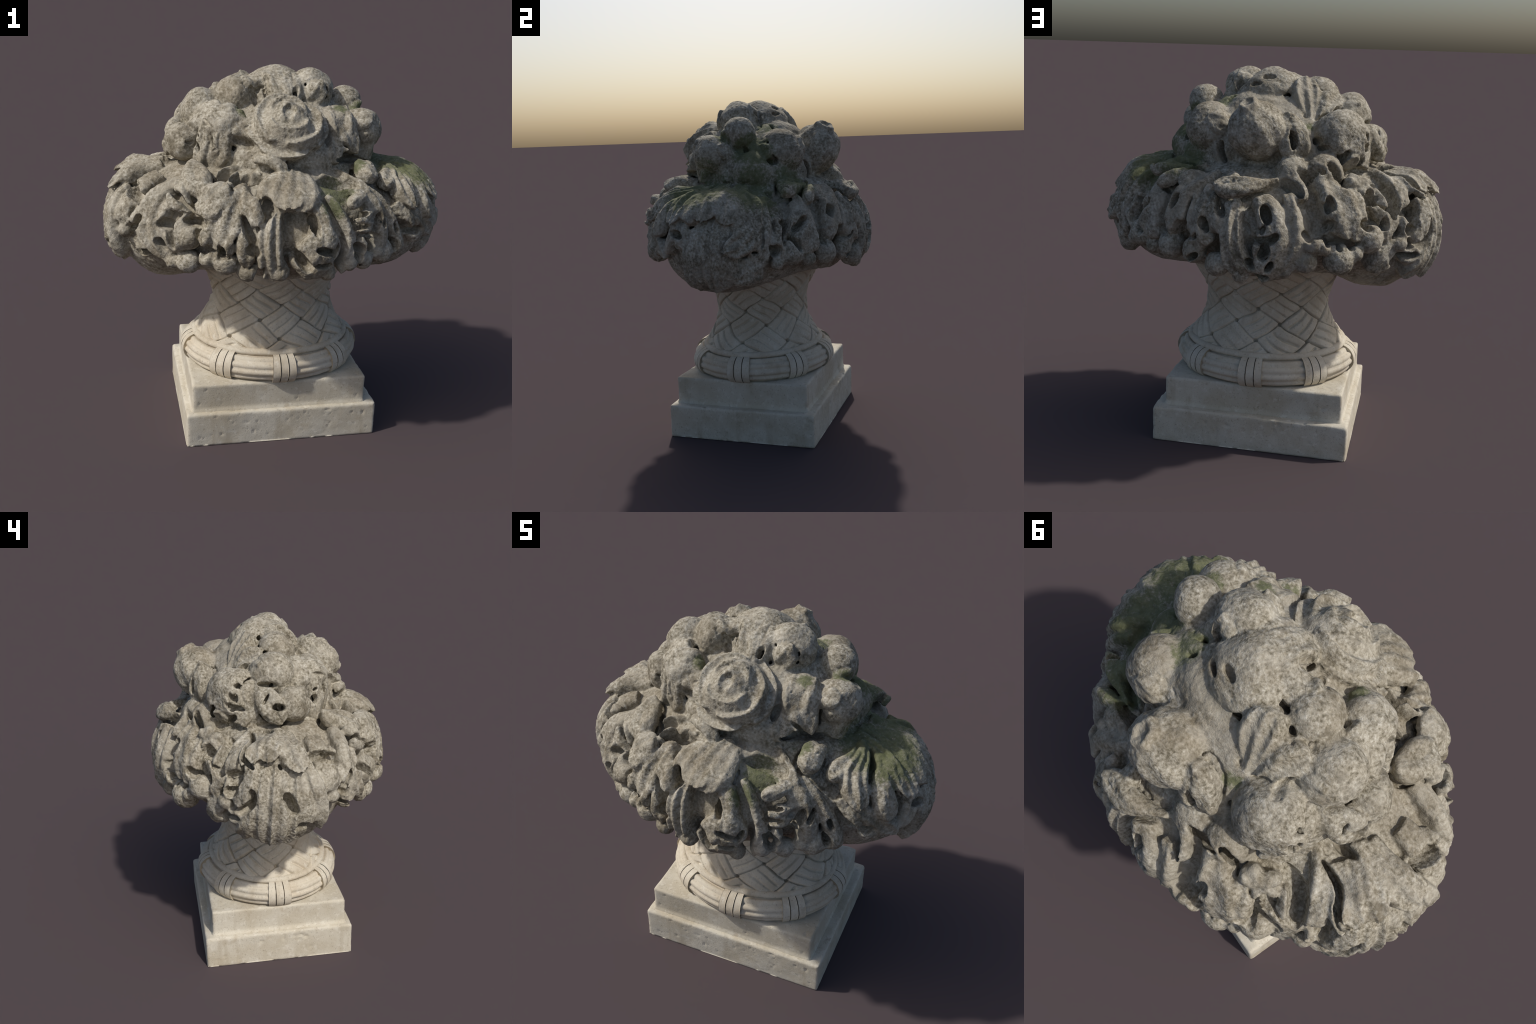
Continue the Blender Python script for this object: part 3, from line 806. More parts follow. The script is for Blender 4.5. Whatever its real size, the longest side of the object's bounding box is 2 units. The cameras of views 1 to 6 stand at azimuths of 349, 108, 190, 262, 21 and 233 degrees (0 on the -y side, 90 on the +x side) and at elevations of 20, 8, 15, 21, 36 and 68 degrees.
def build_heap():
    parts = []
    add = lambda name, solid: parts.append((name, solid))
    add('fruit_mound', ellipsoid((0, .015, 1.53), (.49, .405, .35), .03, 4))
    # crowning leaf mass
    add('leaf_cluster', ellipsoid((-.02, .04, 1.82), (.20, .18, .158), .03, 8))
    parts.extend(rose((-.016, -.291, 1.705), .180, (-.06, -.62, .78)))
    add('apple', fruit((.163, -.05, 1.878), .118, (.3, -.5, .5), dent=.1, seed=2))
    add('apple', fruit((.424, -.118, 1.684), .115, (.6, -.6, .35), dent=.1, seed=3))
    add('pear', fruit((.372, .03, 1.80), .090, (.2, -.1, 1), tall=1.05, dent=0, seed=5))
    add('pear', fruit((.272, .245, 1.685), .136, (.25, .15, 1), tall=1.0, pear=.12, seed=6))
    pc, pa = np.array((.0, .385, 1.695)), (.20, .42, .85)
    add('pomegranate', fruit(pc, .145, pa, tall=1.08, dent=0, ribs=9, rib=.040, seed=7))
    add('fruit_calyx', calyx(pc, .150, pa, .99))
    add('apple', fruit((-.238, -.035, 1.845), .112, (-.4, -.6, .6), seed=9))
    add('apple', fruit((-.392, .235, 1.658), .148, (-.6, .75, .1), dent=.14, seed=10))
    add('apple', fruit((-.515, -.085, 1.615), .098, (-.6, -.6, .2), seed=12))
    add('apple', fruit((-.41, .01, 1.765), .118, (-.9, 0, .5), seed=13))
    for k, (c, r) in enumerate((((.39, .09, 1.575), .135), ((-.20, .27, 1.60), .11), ((.16, .27, 1.58), .10), ((.34, .20, 1.56), .10), ((-.42, .12, 1.58), .12), ((.15, -.22, 1.60), .12), ((-.32, .36, 1.48), .10), ((-.18, .40, 1.50), .09))):
        add('fruit_mound', ellipsoid(c, (r * 1.05, r * 1.15, r), .035, 30 + k))
    # half-open flower at the left of the rose
    fc = (-.325, -.205, 1.73)
    add('flower_bud', fruit(fc, .108, (-.3, -.6, .6), tall=1.0, ribs=5, rib=.05, seed=14))
    add('flower_petal', blade([(-.37, -.19, 1.81), (-.42, -.23, 1.74), (-.445, -.23, 1.62), (-.46, -.21, 1.50)], .045, root=.9, tip=6, away=(-.2, 0, 1.65)))
    add('flower_petal', blade([(-.32, -.24, 1.82), (-.345, -.30, 1.72), (-.36, -.29, 1.60), (-.38, -.25, 1.50)], .055, root=.9, tip=6, away=(-.2, 0, 1.65)))
    add('flower_petal', blade([(-.27, -.23, 1.80), (-.25, -.305, 1.72), (-.23, -.31, 1.63)], .06, root=.7, tip=3, away=(-.2, 0, 1.6)))
    # drooping flower at the right of the rose
    add('flower_bud', fruit((.262, -.185, 1.73), .09, (0, -.5, .9), tall=1.05, ribs=4, rib=.06, seed=15))
    add('flower_petal', blade([(.215, -.18, 1.815), (.235, -.275, 1.765), (.27, -.32, 1.68), (.302, -.335, 1.605)], .055, root=.9, tip=3, away=(.2, -.05, 1.6), cup=-.02))
    add('flower_petal', blade([(.31, -.17, 1.815), (.335, -.25, 1.765), (.35, -.29, 1.68), (.365, -.30, 1.585)], .05, root=.9, tip=4, away=(.2, -.05, 1.6), cup=-.02))
    add('flower_petal', blade([(.23, -.25, 1.70), (.22, -.335, 1.64), (.24, -.37, 1.56)], .055, root=.8, tip=3, away=(.15, -.05, 1.5)))
    # paired leaves behind, rising from one root
    add('rose_leaf', blade([(-.248, .262, 1.715), (-.225, .215, 1.80), (-.20, .165, 1.89), (-.185, .10, 1.955)], .082, root=.22, tip=4, away=(-.1, -.1, 1.6), ribs=3, thick=.05))
    add('rose_leaf', blade([(-.255, .262, 1.715), (-.31, .20, 1.79), (-.335, .13, 1.85), (-.345, .06, 1.885)], .07, root=.22, tip=4, away=(-.1, -.1, 1.6), ribs=2, thick=.05))
    # leaves over the crown
    add('rose_leaf', blade([(-.11, .0, 1.962), (-.06, -.09, 1.955), (-.02, -.17, 1.89), (0, -.205, 1.83)], .062, root=.6, away=(0, .1, 1.6), seed=1))
    add('rose_leaf', blade([(.03, .02, 1.97), (.045, -.08, 1.955), (.04, -.16, 1.90), (.03, -.20, 1.84)], .065, root=.7, away=(0, .1, 1.6), seed=2))
    add('rose_leaf', blade([(-.02, .0, 1.972), (.06, .05, 1.955), (.14, .10, 1.88), (.18, .13, 1.79)], .085, root=.7, away=(-.1, -.1, 1.6), seed=3))
    add('rose_leaf', blade([(-.05, .03, 1.972), (-.03, .13, 1.945), (.0, .20, 1.87)], .09, root=.7, away=(-.05, -.1, 1.6), seed=4))
    add('rose_leaf', blade([(-.05, -.01, 1.972), (-.15, -.02, 1.945), (-.23, -.06, 1.90)], .065, root=.7, away=(0, 0, 1.5), seed=5))
    # leaves that wrap the left-hand fruit
    add('rose_leaf', blade([(-.33, .08, 1.84), (-.43, .07, 1.82), (-.50, .03, 1.755)], .08, root=.6, away=(-.2, .05, 1.6), seed=6, thick=.045))
    add('rose_leaf', blade([(-.35, -.12, 1.84), (-.43, -.13, 1.79), (-.50, -.11, 1.71)], .075, root=.6, lobes=2, depth=.25, away=(-.2, -.1, 1.6), seed=7, thick=.05))
    add('rose_leaf', blade([(-.47, .09, 1.75), (-.56, .085, 1.69), (-.60, .03, 1.60), (-.59, .0, 1.53)], .07, root=.6, away=(-.2, .05, 1.6), seed=8, thick=.06))
    # collar leaves that cup the fruit at the back and right
    add('rose_leaf', blade([(-.25, .34, 1.53), (-.215, .425, 1.60), (-.175, .435, 1.70), (-.135, .375, 1.80)], .085, root=.8, away=(-.1, .1, 1.55), seed=9, thick=.06))
    add('rose_leaf', blade([(-.52, .22, 1.52), (-.52, .18, 1.62), (-.50, .13, 1.72)], .07, root=.7, away=(-.3, .1, 1.6), seed=10, thick=.06))
    add('rose_leaf', blade([(.15, .36, 1.54), (.15, .37, 1.64), (.145, .33, 1.74)], .055, root=.8, away=(0, .1, 1.55), seed=11, thick=.06))
    add('rose_leaf', blade([(.40, .20, 1.54), (.40, .17, 1.63), (.38, .12, 1.72)], .075, root=.9, away=(.1, .1, 1.55), seed=12, thick=.06))
    add('rose_leaf', blade([(.50, .0, 1.53), (.48, .0, 1.62), (.45, .0, 1.72)], .06, root=.9, away=(.2, 0, 1.55), seed=13, thick=.06))
    add('rose_leaf', blade([(.46, -.18, 1.53), (.48, -.17, 1.60), (.49, -.15, 1.66)], .05, root=.9, away=(.3, -.1, 1.6), seed=14, thick=.09))
    add('rose_leaf', blade([(.22, .02, 1.90), (.26, .03, 1.84), (.27, .04, 1.76)], .06, root=.8, away=(.1, 0, 1.7), seed=16))
    # leaves that hug the fruit: great-circle strips rising out of the heap
    for k, (c, r, turns) in enumerate(HUGGED):
        c = np.array(c)
        M = frame(c - np.array((0, 0, 1.5)))
        for j, a in enumerate(turns):
            s = M[:, 0] * math.cos(a) + M[:, 1] * math.sin(a)
            arc = [c + r * 1.03 * (math.cos(p) * M[:, 2] + math.sin(p) * s) for p in np.radians((135, 105, 75, 45))]
            add('rose_leaf', blade(arc, r * .52, root=.6, tip=1.7, away=tuple(c), seed=20 + 3 * k + j, thick=.032, lobes=1.5, depth=.12))
    # curled sepal under the rose
    add('rose_sepal', blade([(-.20, -.40, 1.60), (-.13, -.45, 1.60), (-.08, -.465, 1.575), (-.055, -.47, 1.53)], .03, root=.7, tip=3, away=(0, 0, 1.4), seed=17, thick=.03))
    return parts

# chisel marks among the fruit: course, half width, depth
HEAP_SLOTS = [
    ([(0.056, -0.167, 1.902), (0.045, -0.185, 1.869)], 0.016, 0.06),
    ([(-0.153, -0.096, 1.868), (-0.136, -0.157, 1.825)], 0.020, 0.05),
    ([(-0.287, -0.34, 1.686), (-0.228, -0.353, 1.662)], 0.032, 0.08),
    ([(-0.243, -0.326, 1.747), (-0.23, -0.324, 1.752)], 0.010, 0.05),
    ([(-0.35, -0.303, 1.797), (-0.346, -0.324, 1.776)], 0.009, 0.03),
    ([(-0.437, -0.21, 1.764), (-0.418, -0.296, 1.737)], 0.009, 0.03),
    ([(0.299, -0.354, 1.659), (0.321, -0.326, 1.618)], 0.012, 0.05),
    ([(-0.489, -0.178, 1.636), (-0.469, -0.163, 1.571)], 0.011, 0.05),
    ([(-0.439, -0.267, 1.706), (-0.423, -0.28, 1.649)], 0.009, 0.04),
    ([(0.178, -0.328, 1.655), (0.195, -0.305, 1.703)], 0.019, 0.05),
    ([(0.422, -0.218, 1.77), (0.436, -0.219, 1.77)], 0.009, 0.02),
    ([(-0.099, -0.081, 1.954), (-0.084, -0.15, 1.903)], 0.014, 0.04),
    ([(0.249, -0.367, 1.575), (0.377, -0.196, 1.543)], 0.020, 0.06),
    ([(0.426, 0.076, 1.733), (0.401, 0.088, 1.684)], 0.017, 0.06),
    ([(0.394, 0.215, 1.63), (0.389, 0.257, 1.638)], 0.022, 0.05),
    ([(0.13, 0.066, 1.931), (0.232, 0.111, 1.828)], 0.012, 0.03),
    ([(0.183, 0.155, 1.833), (0.2, 0.168, 1.819)], 0.015, 0.04),
    ([(-0.169, 0.427, 1.683), (-0.179, 0.429, 1.633)], 0.024, 0.07),
    ([(0.182, 0.353, 1.615), (0.169, 0.364, 1.547)], 0.026, 0.07),
    ([(0.024, 0.133, 1.953), (-0.014, 0.139, 1.954)], 0.015, 0.05),
    ([(0.173, 0.061, 1.923), (0.186, 0.064, 1.896)], 0.013, 0.05),
    ([(0.083, 0.147, 1.895), (0.042, 0.169, 1.906)], 0.013, 0.05),
    ([(-0.518, 0.266, 1.692), (-0.527, 0.261, 1.666)], 0.014, 0.06),
    ([(-0.517, 0.274, 1.633), (-0.53, 0.202, 1.608)], 0.016, 0.06),
    ([(-0.504, 0.244, 1.74), (-0.512, 0.227, 1.731)], 0.009, 0.05),
    ([(-0.277, 0.322, 1.652), (-0.288, 0.334, 1.645)], 0.021, 0.07),
    ([(-0.317, 0.347, 1.614), (-0.335, 0.358, 1.625)], 0.022, 0.07),
    ([(-0.28, 0.251, 1.756), (-0.343, 0.217, 1.795)], 0.012, 0.05),
    ([(-0.197, 0.237, 1.786), (-0.219, 0.253, 1.758)], 0.007, 0.04),
    ([(-0.514, 0.243, 1.569), (-0.447, 0.25, 1.522)], 0.019, 0.06),
    ([(-0.503, 0.219, 1.744), (-0.511, 0.216, 1.731)], 0.011, 0.05),
    ([(-0.528, 0.237, 1.688), (-0.534, 0.234, 1.66)], 0.013, 0.06),
    ([(-0.517, 0.276, 1.638), (-0.519, 0.258, 1.608)], 0.015, 0.06),
    ([(-0.511, 0.098, 1.738), (-0.547, 0.018, 1.737)], 0.017, 0.08),
    ([(-0.564, 0.065, 1.686), (-0.569, 0.091, 1.645)], 0.011, 0.06),
    ([(-0.594, 0.028, 1.623), (-0.584, -0.003, 1.618)], 0.023, 0.07),
    ([(-0.417, -0.194, 1.668), (-0.455, -0.216, 1.671)], 0.016, 0.06),
    ([(-0.455, -0.205, 1.626), (-0.467, -0.218, 1.598)], 0.020, 0.06),
    ([(-0.387, 0.234, 1.804), (-0.371, 0.154, 1.815)], 0.016, 0.06),
    ([(-0.336, 0.306, 1.515), (-0.439, 0.346, 1.611)], 0.025, 0.07),
    ([(-0.152, 0.421, 1.702), (-0.181, 0.419, 1.689)], 0.010, 0.04),
    ([(-0.491, 0.003, 1.494), (-0.488, -0.028, 1.511)], 0.014, 0.05),
    ([(-0.442, -0.238, 1.757), (-0.44, -0.269, 1.744)], 0.012, 0.04),
    ([(-0.268, 0.056, 1.921), (-0.322, 0.156, 1.849)], 0.007, 0.02),
    ([(-0.411, -0.286, 1.69), (-0.41, -0.297, 1.638)], 0.012, 0.05),
]

def build_rim():
    parts = [('foliage_rim', build_rim_core(0.056))]
    names = dict(fan='fan_leaf', lobe='leaf_lobe', acanthus='acanthus_leaf', strap='leaf_stalk', flap='leaf_lobe')
    for k, (kind, spine, hw, opt) in enumerate(LEAVES):
        parts.append((names[kind], rim_leaf(spine, hw, seed=k * 1.7, **opt)))
    for k, (kind, (az, s), r) in enumerate(BERRIES):
        P, N, _, _ = rim_frame(np.radians(az), s)
        axis = (N[0] * .4, N[1] * .4, -1)
        c = P - N * r * .55
        if kind == 'pear':
            parts.append((kind, fruit(c + np.array([0, 0, r * .25]), r * .95, (-axis[0], -axis[1], 1), tall=1.1, pear=.25, seed=50 + k)))
        else:
            parts.append((kind, fruit(c, r, axis, seed=50 + k)))
            parts.append(('fruit_calyx', calyx(c, r * .75, axis, 1.22)))
    return parts

# ------------------------------------------------------------------ fuse, weather and split
def mesh_of(V, F, name='work'):
    me = bpy.data.meshes.new(name)
    me.from_pydata(V.tolist(), [], F)
    me.update()
    return me

def joined(solids):
    V, F, n, owner = [], [], 0, []
    for k, s in enumerate(solids):
        V.append(s.v)
        F += [tuple(i + n for i in f) for f in s.f]
        owner += [k] * len(s.f)
        n += len(s.v)
    return np.vstack(V), F, np.array(owner)

def with_modifiers(me, setup):
    ob = bpy.data.objects.new('work', me)
    bpy.context.scene.collection.objects.link(ob)
    setup(ob)
    dg = bpy.context.evaluated_depsgraph_get()
    out = bpy.data.meshes.new_from_object(ob.evaluated_get(dg))
    bpy.data.objects.remove(ob)
    return out

def voxel(me, size):
    def setup(ob):
        m = ob.modifiers.new('r', 'REMESH')
        m.mode = 'VOXEL'
        m.voxel_size = size
    return with_modifiers(me, setup)

def carve(me, cutter):
    cob = bpy.data.objects.new('cutter', cutter)
    bpy.context.scene.collection.objects.link(cob)
    def setup(ob):
        m = ob.modifiers.new('b', 'BOOLEAN')
        m.operation = 'DIFFERENCE'
        m.solver = 'MANIFOLD'
        m.object = cob
    out = with_modifiers(me, setup)
    bpy.data.objects.remove(cob)
    return out

def coords(me):
    V = np.empty(len(me.vertices) * 3)
    me.vertices.foreach_get('co', V)
    return V.reshape(-1, 3)

def smooth_mesh(me, V, rounds, k=0.5):
    E = np.empty(len(me.edges) * 2, dtype=np.int64)
    me.edges.foreach_get('vertices', E)
    E = E.reshape(-1, 2)
    deg = np.bincount(E.ravel(), minlength=len(V)).astype(float)[:, None]
    for _ in range(rounds):
        A = np.stack([np.bincount(E[:, 0], V[E[:, 1], i], len(V)) + np.bincount(E[:, 1], V[E[:, 0], i], len(V)) for i in range(3)], -1)
        V = V + k * (A / deg - V)
    return V

VOXEL = 0.0052

UPPER = ('fan_leaf', 'leaf_lobe', 'flower_petal', 'rose_leaf', 'rose_sepal')
LOWER = ('foliage_rim', 'fruit_mound')

def stage(me, solids, cutters, size):
    """add solids to the stone, then carve"""
    V, F, _ = joined(solids)
    if me is not None:
        n = len(V)
        W = coords(me)
        F = F + [tuple(i + n for i in p.vertices) for p in me.polygons]
        V = np.vstack([V, W])
    me = voxel(mesh_of(V, F), size)
    if cutters:
        cv, cf, _ = joined(cutters)
        me = carve(me, voxel(mesh_of(cv, cf), size))
    return me

def carved_body(parts, cutters):
    """the stone is cut in three passes: ground, leaves and fruit on it, then what lies on top"""
    V, F, owner = joined([s for _, s in parts])
    bvh = BVHTree.FromPolygons(V.tolist(), F)
    ground = [s for n, s in parts if n in LOWER]
    top = [s for n, s in parts if n in UPPER]
    mid = [s for n, s in parts if n not in LOWER and n not in UPPER]
    me = stage(None, ground, [moat(s, .014, .05) for s in mid if hasattr(s, 'edge')], VOXEL)
    me = stage(me, mid, cutters + [moat(s) for s in top], VOXEL)
    me = stage(me, top, cutters, VOXEL)
    me = voxel(me, VOXEL)
    P = smooth_mesh(me, coords(me), 2)
    me.vertices.foreach_set('co', P.ravel())
    me.update()
    N = np.empty(len(P) * 3)
    me.vertex_normals.foreach_get('vector', N)
    N = N.reshape(-1, 3)
    # the fruit heap is worn out of round
    w = sstep(1.52, 1.62, P[:, 2])[:, None]
    P = P + .013 * w * np.stack([fbm(P, 6.5, 2, 201), fbm(P, 6.5, 2, 211), .8 * fbm(P, 6.5, 2, 221)], -1)
    # weathering: broad lumps, chisel waver and pitted grain
    d = .0050 * fbm(P, 7, 2, 101) + .0026 * fbm(P, 24, 2, 103) + .0016 * noise(P, 75, 105) - .0035 * pits(P, 45, 107, .5)
    P = P + N * d[:, None]
    me.vertices.foreach_set('co', P.ravel())
    me.update()
    me.vertex_normals.foreach_get('vector', N.ravel())
    # which carved piece each face belongs to
    C = np.empty(len(me.polygons) * 3)
    me.polygons.foreach_get('center', C)
    near = bvh.find_nearest
    face_part = np.array([owner[near(c)[2]] for c in C.reshape(-1, 3)])
    L = np.empty(len(me.loops), dtype=np.int64)
    me.loops.foreach_get('vertex_index', L)
    start = np.empty(len(me.polygons), dtype=np.int64)
    total = np.empty(len(me.polygons), dtype=np.int64)
    me.polygons.foreach_get('loop_start', start)
    me.polygons.foreach_get('loop_total', total)
    Nv = np.empty(len(P) * 3)
    me.vertex_normals.foreach_get('vector', Nv)
    return P, Nv.reshape(-1, 3), L, start, total, face_part

HOSTS = ('foliage_rim', 'fruit_mound', 'rose_blossom')

def split_body(body, parts, mat, parent, rim_count):
    hosts = {}
    P, Nv, L, start, total, fp = body
    order = np.argsort(fp, kind='stable')
    bounds = np.searchsorted(fp[order], np.arange(len(parts) + 1))
    for k, (name, _) in enumerate(parts):
        faces = order[bounds[k]:bounds[k + 1]]
        if len(faces) < 12:
            continue
        polys = [L[start[f]:start[f] + total[f]] for f in faces]
        ids = np.unique(np.concatenate(polys))
        remap = np.full(len(P), -1)
        remap[ids] = np.arange(len(ids))
        me = bpy.data.meshes.new(name)
        me.from_pydata(P[ids].tolist(), [], [tuple(remap[p].tolist()) for p in polys])
        me.polygons.foreach_set('use_smooth', [True] * len(me.polygons))
        me.update()
        me.normals_split_custom_set_from_vertices(Nv[ids].tolist())
        me.materials.append(mat)
        ob = bpy.data.objects.new(name, me)
        bpy.context.scene.collection.objects.link(ob)
        # pieces hang on the ground they grow from: rim, heap or rose
        if name in HOSTS:
            ob.parent = hosts.setdefault(name, ob) if hosts.get(name, ob) is not ob else parent
            hosts.setdefault(name, ob)
        else:
            host = 'rose_blossom' if name == 'rose_petal' else ('foliage_rim' if k < rim_count else 'fruit_mound')
            ob.parent = hosts[host]
# ------------------------------------------------------------------ materials
class Nodes:
    def __init__(self, name):
        self.m = bpy.data.materials.new(name)
        self.m.use_nodes = True
        self.t = self.m.node_tree
        self.out = self.t.nodes['Principled BSDF']
        self.co = self.t.nodes.new('ShaderNodeTexCoord').outputs['Object']
    def n(self, kind, **inputs):
        nd = self.t.nodes.new(kind)
        for k, v in inputs.items():
            s = nd.inputs[k.replace('_', ' ')] if isinstance(k, str) else nd.inputs[k]
            if hasattr(v, 'is_output'):
                self.t.links.new(v, s)
            else:
                s.default_value = v
        return nd
    def noise(self, scale, detail=3.0, rough=.55, shift=0.0):
        v = self.co
        if shift:
            mp = self.n('ShaderNodeMapping', Vector=v, Location=(shift, shift * .7, -shift))
            v = mp.outputs[0]
        return self.n('ShaderNodeTexNoise', Vector=v, Scale=scale, Detail=detail, Roughness=rough).outputs['Fac']
    def ramp(self, x, lo, hi, smooth=True):
        nd = self.t.nodes.new('ShaderNodeMapRange')
        nd.interpolation_type = 'SMOOTHSTEP' if smooth else 'LINEAR'
        self.t.links.new(x, nd.inputs['Value'])
        nd.inputs['From Min'].default_value = lo
        nd.inputs['From Max'].default_value = hi
        return nd.outputs[0]
    def math(self, op, a, b=0.0):
        nd = self.t.nodes.new('ShaderNodeMath')
        nd.operation = op
        for s, v in zip(nd.inputs, (a, b)):
            if hasattr(v, 'is_output'):
                self.t.links.new(v, s)
            else:
                s.default_value = v
        return nd.outputs[0]
    def mix(self, f, a, b):
        nd = self.t.nodes.new('ShaderNodeMix')
        nd.data_type = 'RGBA'
        for i, v in ((0, f), (6, a), (7, b)):
            if hasattr(v, 'is_output'):
                self.t.links.new(v, nd.inputs[i])
            else:
                nd.inputs[i].default_value = (*v, 1) if isinstance(v, tuple) else v
        return nd.outputs[2]
    def stops(self, x, table):
        nd = self.t.nodes.new('ShaderNodeValToRGB')
        self.t.links.new(x, nd.inputs[0])
        e = nd.color_ramp.elements
        while len(e) < len(table):
            e.new(.5)
        for el, (p, c) in zip(e, table):
            el.position = p
            el.color = (*c, 1)
        return nd.outputs[0]
    def near(self, point, inner, outer):
        """1 close to a point of the object, 0 beyond outer"""
        d = self.t.nodes.new('ShaderNodeVectorMath')
        d.operation = 'DISTANCE'
        self.t.links.new(self.co, d.inputs[0])
        d.inputs[1].default_value = point
        return self.ramp(d.outputs['Value'], outer, inner)
    def finish(self, colour, bump, strength=.5, dist=.004, rough=.92):
        b = self.n('ShaderNodeBump', Height=bump, Strength=strength, Distance=dist)
        self.t.links.new(b.outputs[0], self.out.inputs['Normal'])
        self.t.links.new(colour, self.out.inputs['Base Color'])
        self.out.inputs['Roughness'].default_value = rough
        self.out.inputs['Specular IOR Level'].default_value = .25
        return self.m

# where moss has settled: point, full radius, outer radius
MOSS = [((.66, -.12, 1.50), .12, .34), ((.62, .20, 1.52), .10, .30), ((.40, .36, 1.52), .06, .22), ((.40, .12, 1.68), .08, .20),
        ((.42, -.05, 1.77), .03, .10), ((.20, .14, 1.76), .06, .17), ((.20, -.50, 1.46), .05, .15), ((.16, -.62, 1.40), .02, .13),
        ((.33, -.36, 1.56), .02, .12), ((-.24, -.22, 1.79), .02, .08), ((.28, -.20, 1.80), .01, .08), ((-.22, .28, 1.70), .02, .08)]

def lichened_stone():
    m = Nodes('lichened_grey_stone')
    blot = m.noise(17, 4, .62, 3.1)
    speck = m.noise(78, 3, .6, 7.7)
    grain = m.noise(190, 2, .6, 1.3)
    mottle = m.math('ADD', m.math('MULTIPLY', speck, .50), m.math('MULTIPLY', m.noise(34, 4, .65, 21.0), .30))
    mottle = m.math('ADD', mottle, m.math('MULTIPLY', m.noise(7, 4, .6, 11.0), .20))
    col = m.stops(mottle, ((.34, (.072, .061, .041)), (.42, (.192, .171, .126)), (.485, (.315, .287, .226)), (.55, (.420, .389, .320)), (.66, (.62, .59, .515))))  # base tones averaged over sides of differing brightness, so baked lighting is mixed in
    col = m.mix(m.math('MULTIPLY', m.ramp(m.noise(3.4, 4, .65, 31.0), .45, .66), .55), col, (.205, .172, .120))
    col = m.mix(m.math('MULTIPLY', m.ramp(m.noise(4.5, 4, .65, 41.0), .50, .66), .40), col, (.42, .40, .35))
    col = m.mix(m.math('MULTIPLY', m.ramp(grain, .58, .74), .35), col, (.09, .08, .06))
    col = m.mix(m.math('MULTIPLY', m.ramp(blot, .54, .66), .50), col, (.120, .104, .075))  # dark blots painted to raise contrast towards the shadowed crevices and bright highlights
    # pale and dark brown tints in broad, uneven patches
    col = m.mix(m.math('MULTIPLY', m.ramp(m.noise(6.0, 5, .7, 51.0), .50, .62), .45), col, (.40, .368, .30))
    col = m.mix(m.math('MULTIPLY', m.ramp(m.noise(8.0, 5, .7, 61.0), .54, .66), .55), col, (.125, .105, .072))
    # pale crustose lichen discs
    vor = m.n('ShaderNodeTexVoronoi', Vector=m.co, Scale=9.0)
    disc = m.math('MULTIPLY', m.ramp(vor.outputs['Distance'], .14, .08), m.ramp(m.noise(90, 2, .6, 5.0), .45, .6))
    pick = m.n('ShaderNodeSeparateColor', Color=vor.outputs['Color'])
    col = m.mix(m.math('MULTIPLY', disc, m.ramp(pick.outputs[0], .72, .8)), col, (.50, .485, .44))
    # moss cushions
    moss = None
    for p, a, b in MOSS:
        q = m.near(p, a, b)
        moss = q if moss is None else m.math('MAXIMUM', moss, q)
    patchy = m.ramp(m.math('ADD', m.math('MULTIPLY', moss, .55), m.math('MULTIPLY', m.noise(42, 5, .75, 9.0), .95)), .72, 1.02)
    green = m.mix(m.noise(40, 3, .6, 13.0), (.060, .075, .030), (.150, .165, .075))
    col = m.mix(m.math('MULTIPLY', patchy, .82), col, green)
    bump = m.math('ADD', m.math('MULTIPLY', speck, .6), m.math('ADD', m.math('MULTIPLY', grain, .5), m.math('MULTIPLY', blot, .5)))
    return m.finish(col, bump, .75, .006, .95)

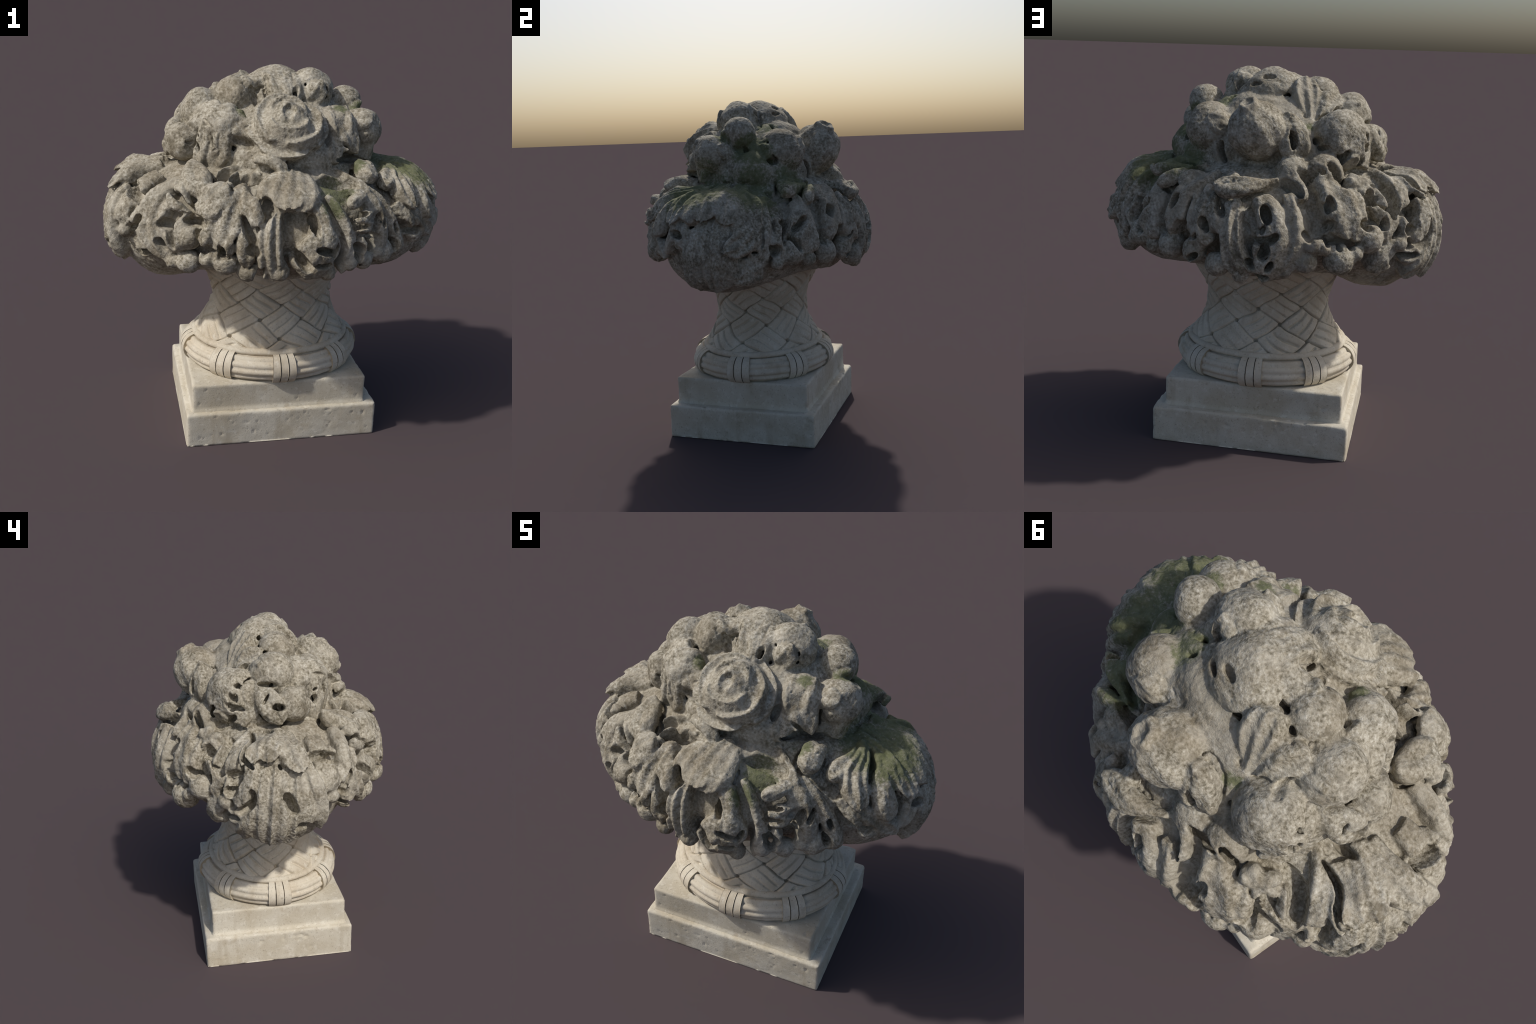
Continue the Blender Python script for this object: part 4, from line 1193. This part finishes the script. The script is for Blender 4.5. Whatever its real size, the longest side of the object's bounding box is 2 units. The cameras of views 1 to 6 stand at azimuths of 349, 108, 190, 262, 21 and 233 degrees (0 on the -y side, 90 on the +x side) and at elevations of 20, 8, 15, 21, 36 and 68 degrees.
def cream_stone(name, light, warm):
    m = Nodes(name)
    broad = m.noise(4.0, 4, .6)
    blot = m.noise(14, 4, .6, 2.0)
    speck = m.noise(75, 2, .6, 4.0)
    col = m.mix(m.ramp(broad, .35, .70), light, warm)
    col = m.mix(m.math('MULTIPLY', m.ramp(blot, .55, .75), .45), col, (.38, .31, .215))
    col = m.mix(m.math('MULTIPLY', m.ramp(speck, .62, .72), .45), col, (.26, .21, .15))
    col = m.mix(m.math('MULTIPLY', m.ramp(m.noise(33, 3, .6, 8.0), .55, .7), .35), col, (.74, .71, .63))
    streak = m.n('ShaderNodeMapping', Vector=m.co, Scale=(16.0, 16.0, 3.0))
    drip = m.n('ShaderNodeTexNoise', Vector=streak.outputs[0], Scale=1.0, Detail=4.0).outputs['Fac']
    col = m.mix(m.math('MULTIPLY', m.ramp(drip, .55, .75), .34), col, (.34, .28, .19))
    col = m.mix(m.math('MULTIPLY', m.ramp(m.noise(120, 2, .6, 17.0), .60, .70), .35), col, (.22, .18, .13))
    bump = m.math('ADD', m.math('MULTIPLY', speck, .5), m.noise(200, 2, .6, 3.0))
    return m.finish(col, bump, .35, .003, .9)

grey = lichened_stone()
pale = cream_stone('pale_limestone', (.59, .553, .465), (.49, .438, .34))
cream = cream_stone('cream_limestone', (.62, .57, .47), (.52, .45, .345))
# ------------------------------------------------------------------ assemble
def to_object(name, solid, mat, parent=None):
    me = bpy.data.meshes.new(name)
    me.from_pydata(solid.v.tolist(), [], [tuple(f) for f in solid.f])
    me.polygons.foreach_set('use_smooth', [True] * len(me.polygons))
    me.update()
    me.materials.append(mat)
    ob = bpy.data.objects.new(name, me)
    bpy.context.scene.collection.objects.link(ob)
    ob.parent = parent
    return ob

root = bpy.data.objects.new('stone_flower_basket', None)
bpy.context.scene.collection.objects.link(root)
root['label'] = 'weathered carved stone basket heaped with fruit, roses and leaves'
root['category'] = 'garden ornament'
to_object('plinth_slab', build_slab(), pale, root)
to_object('plinth_block', build_block(), pale, root)
to_object('basket_stem', build_stem(), cream, root)
torus = to_object('reed_torus', ring_tube(TORUS_A, TORUS_B, TORUS_Z, reeded_section(), 400, 5), cream, root)
to_object('torus_fillet', ring_tube(FILLET_A, FILLET_B, 0.500, round_section(0.024, 0.019), 300, 6), cream, root)
for k in range(BANDS):
    for j, (o, w) in enumerate(((-.0152, .0066), (0, .0070), (.0152, .0066))):
        a = (BAND_ARC + k) / BANDS + o
        to_object('binding_band', ring_tube(TORUS_A, TORUS_B, TORUS_Z, band_section(), 12, 60 + 3 * k + j, .002, a - w, a + w), cream, torus)

rim = build_rim()
parts = rim + build_heap()
cutters = [rim_slot(*s) for s in SLOTS] + [mound_slot(*s) for s in HEAP_SLOTS]
split_body(carved_body(parts, cutters), parts, grey, root, len(rim))
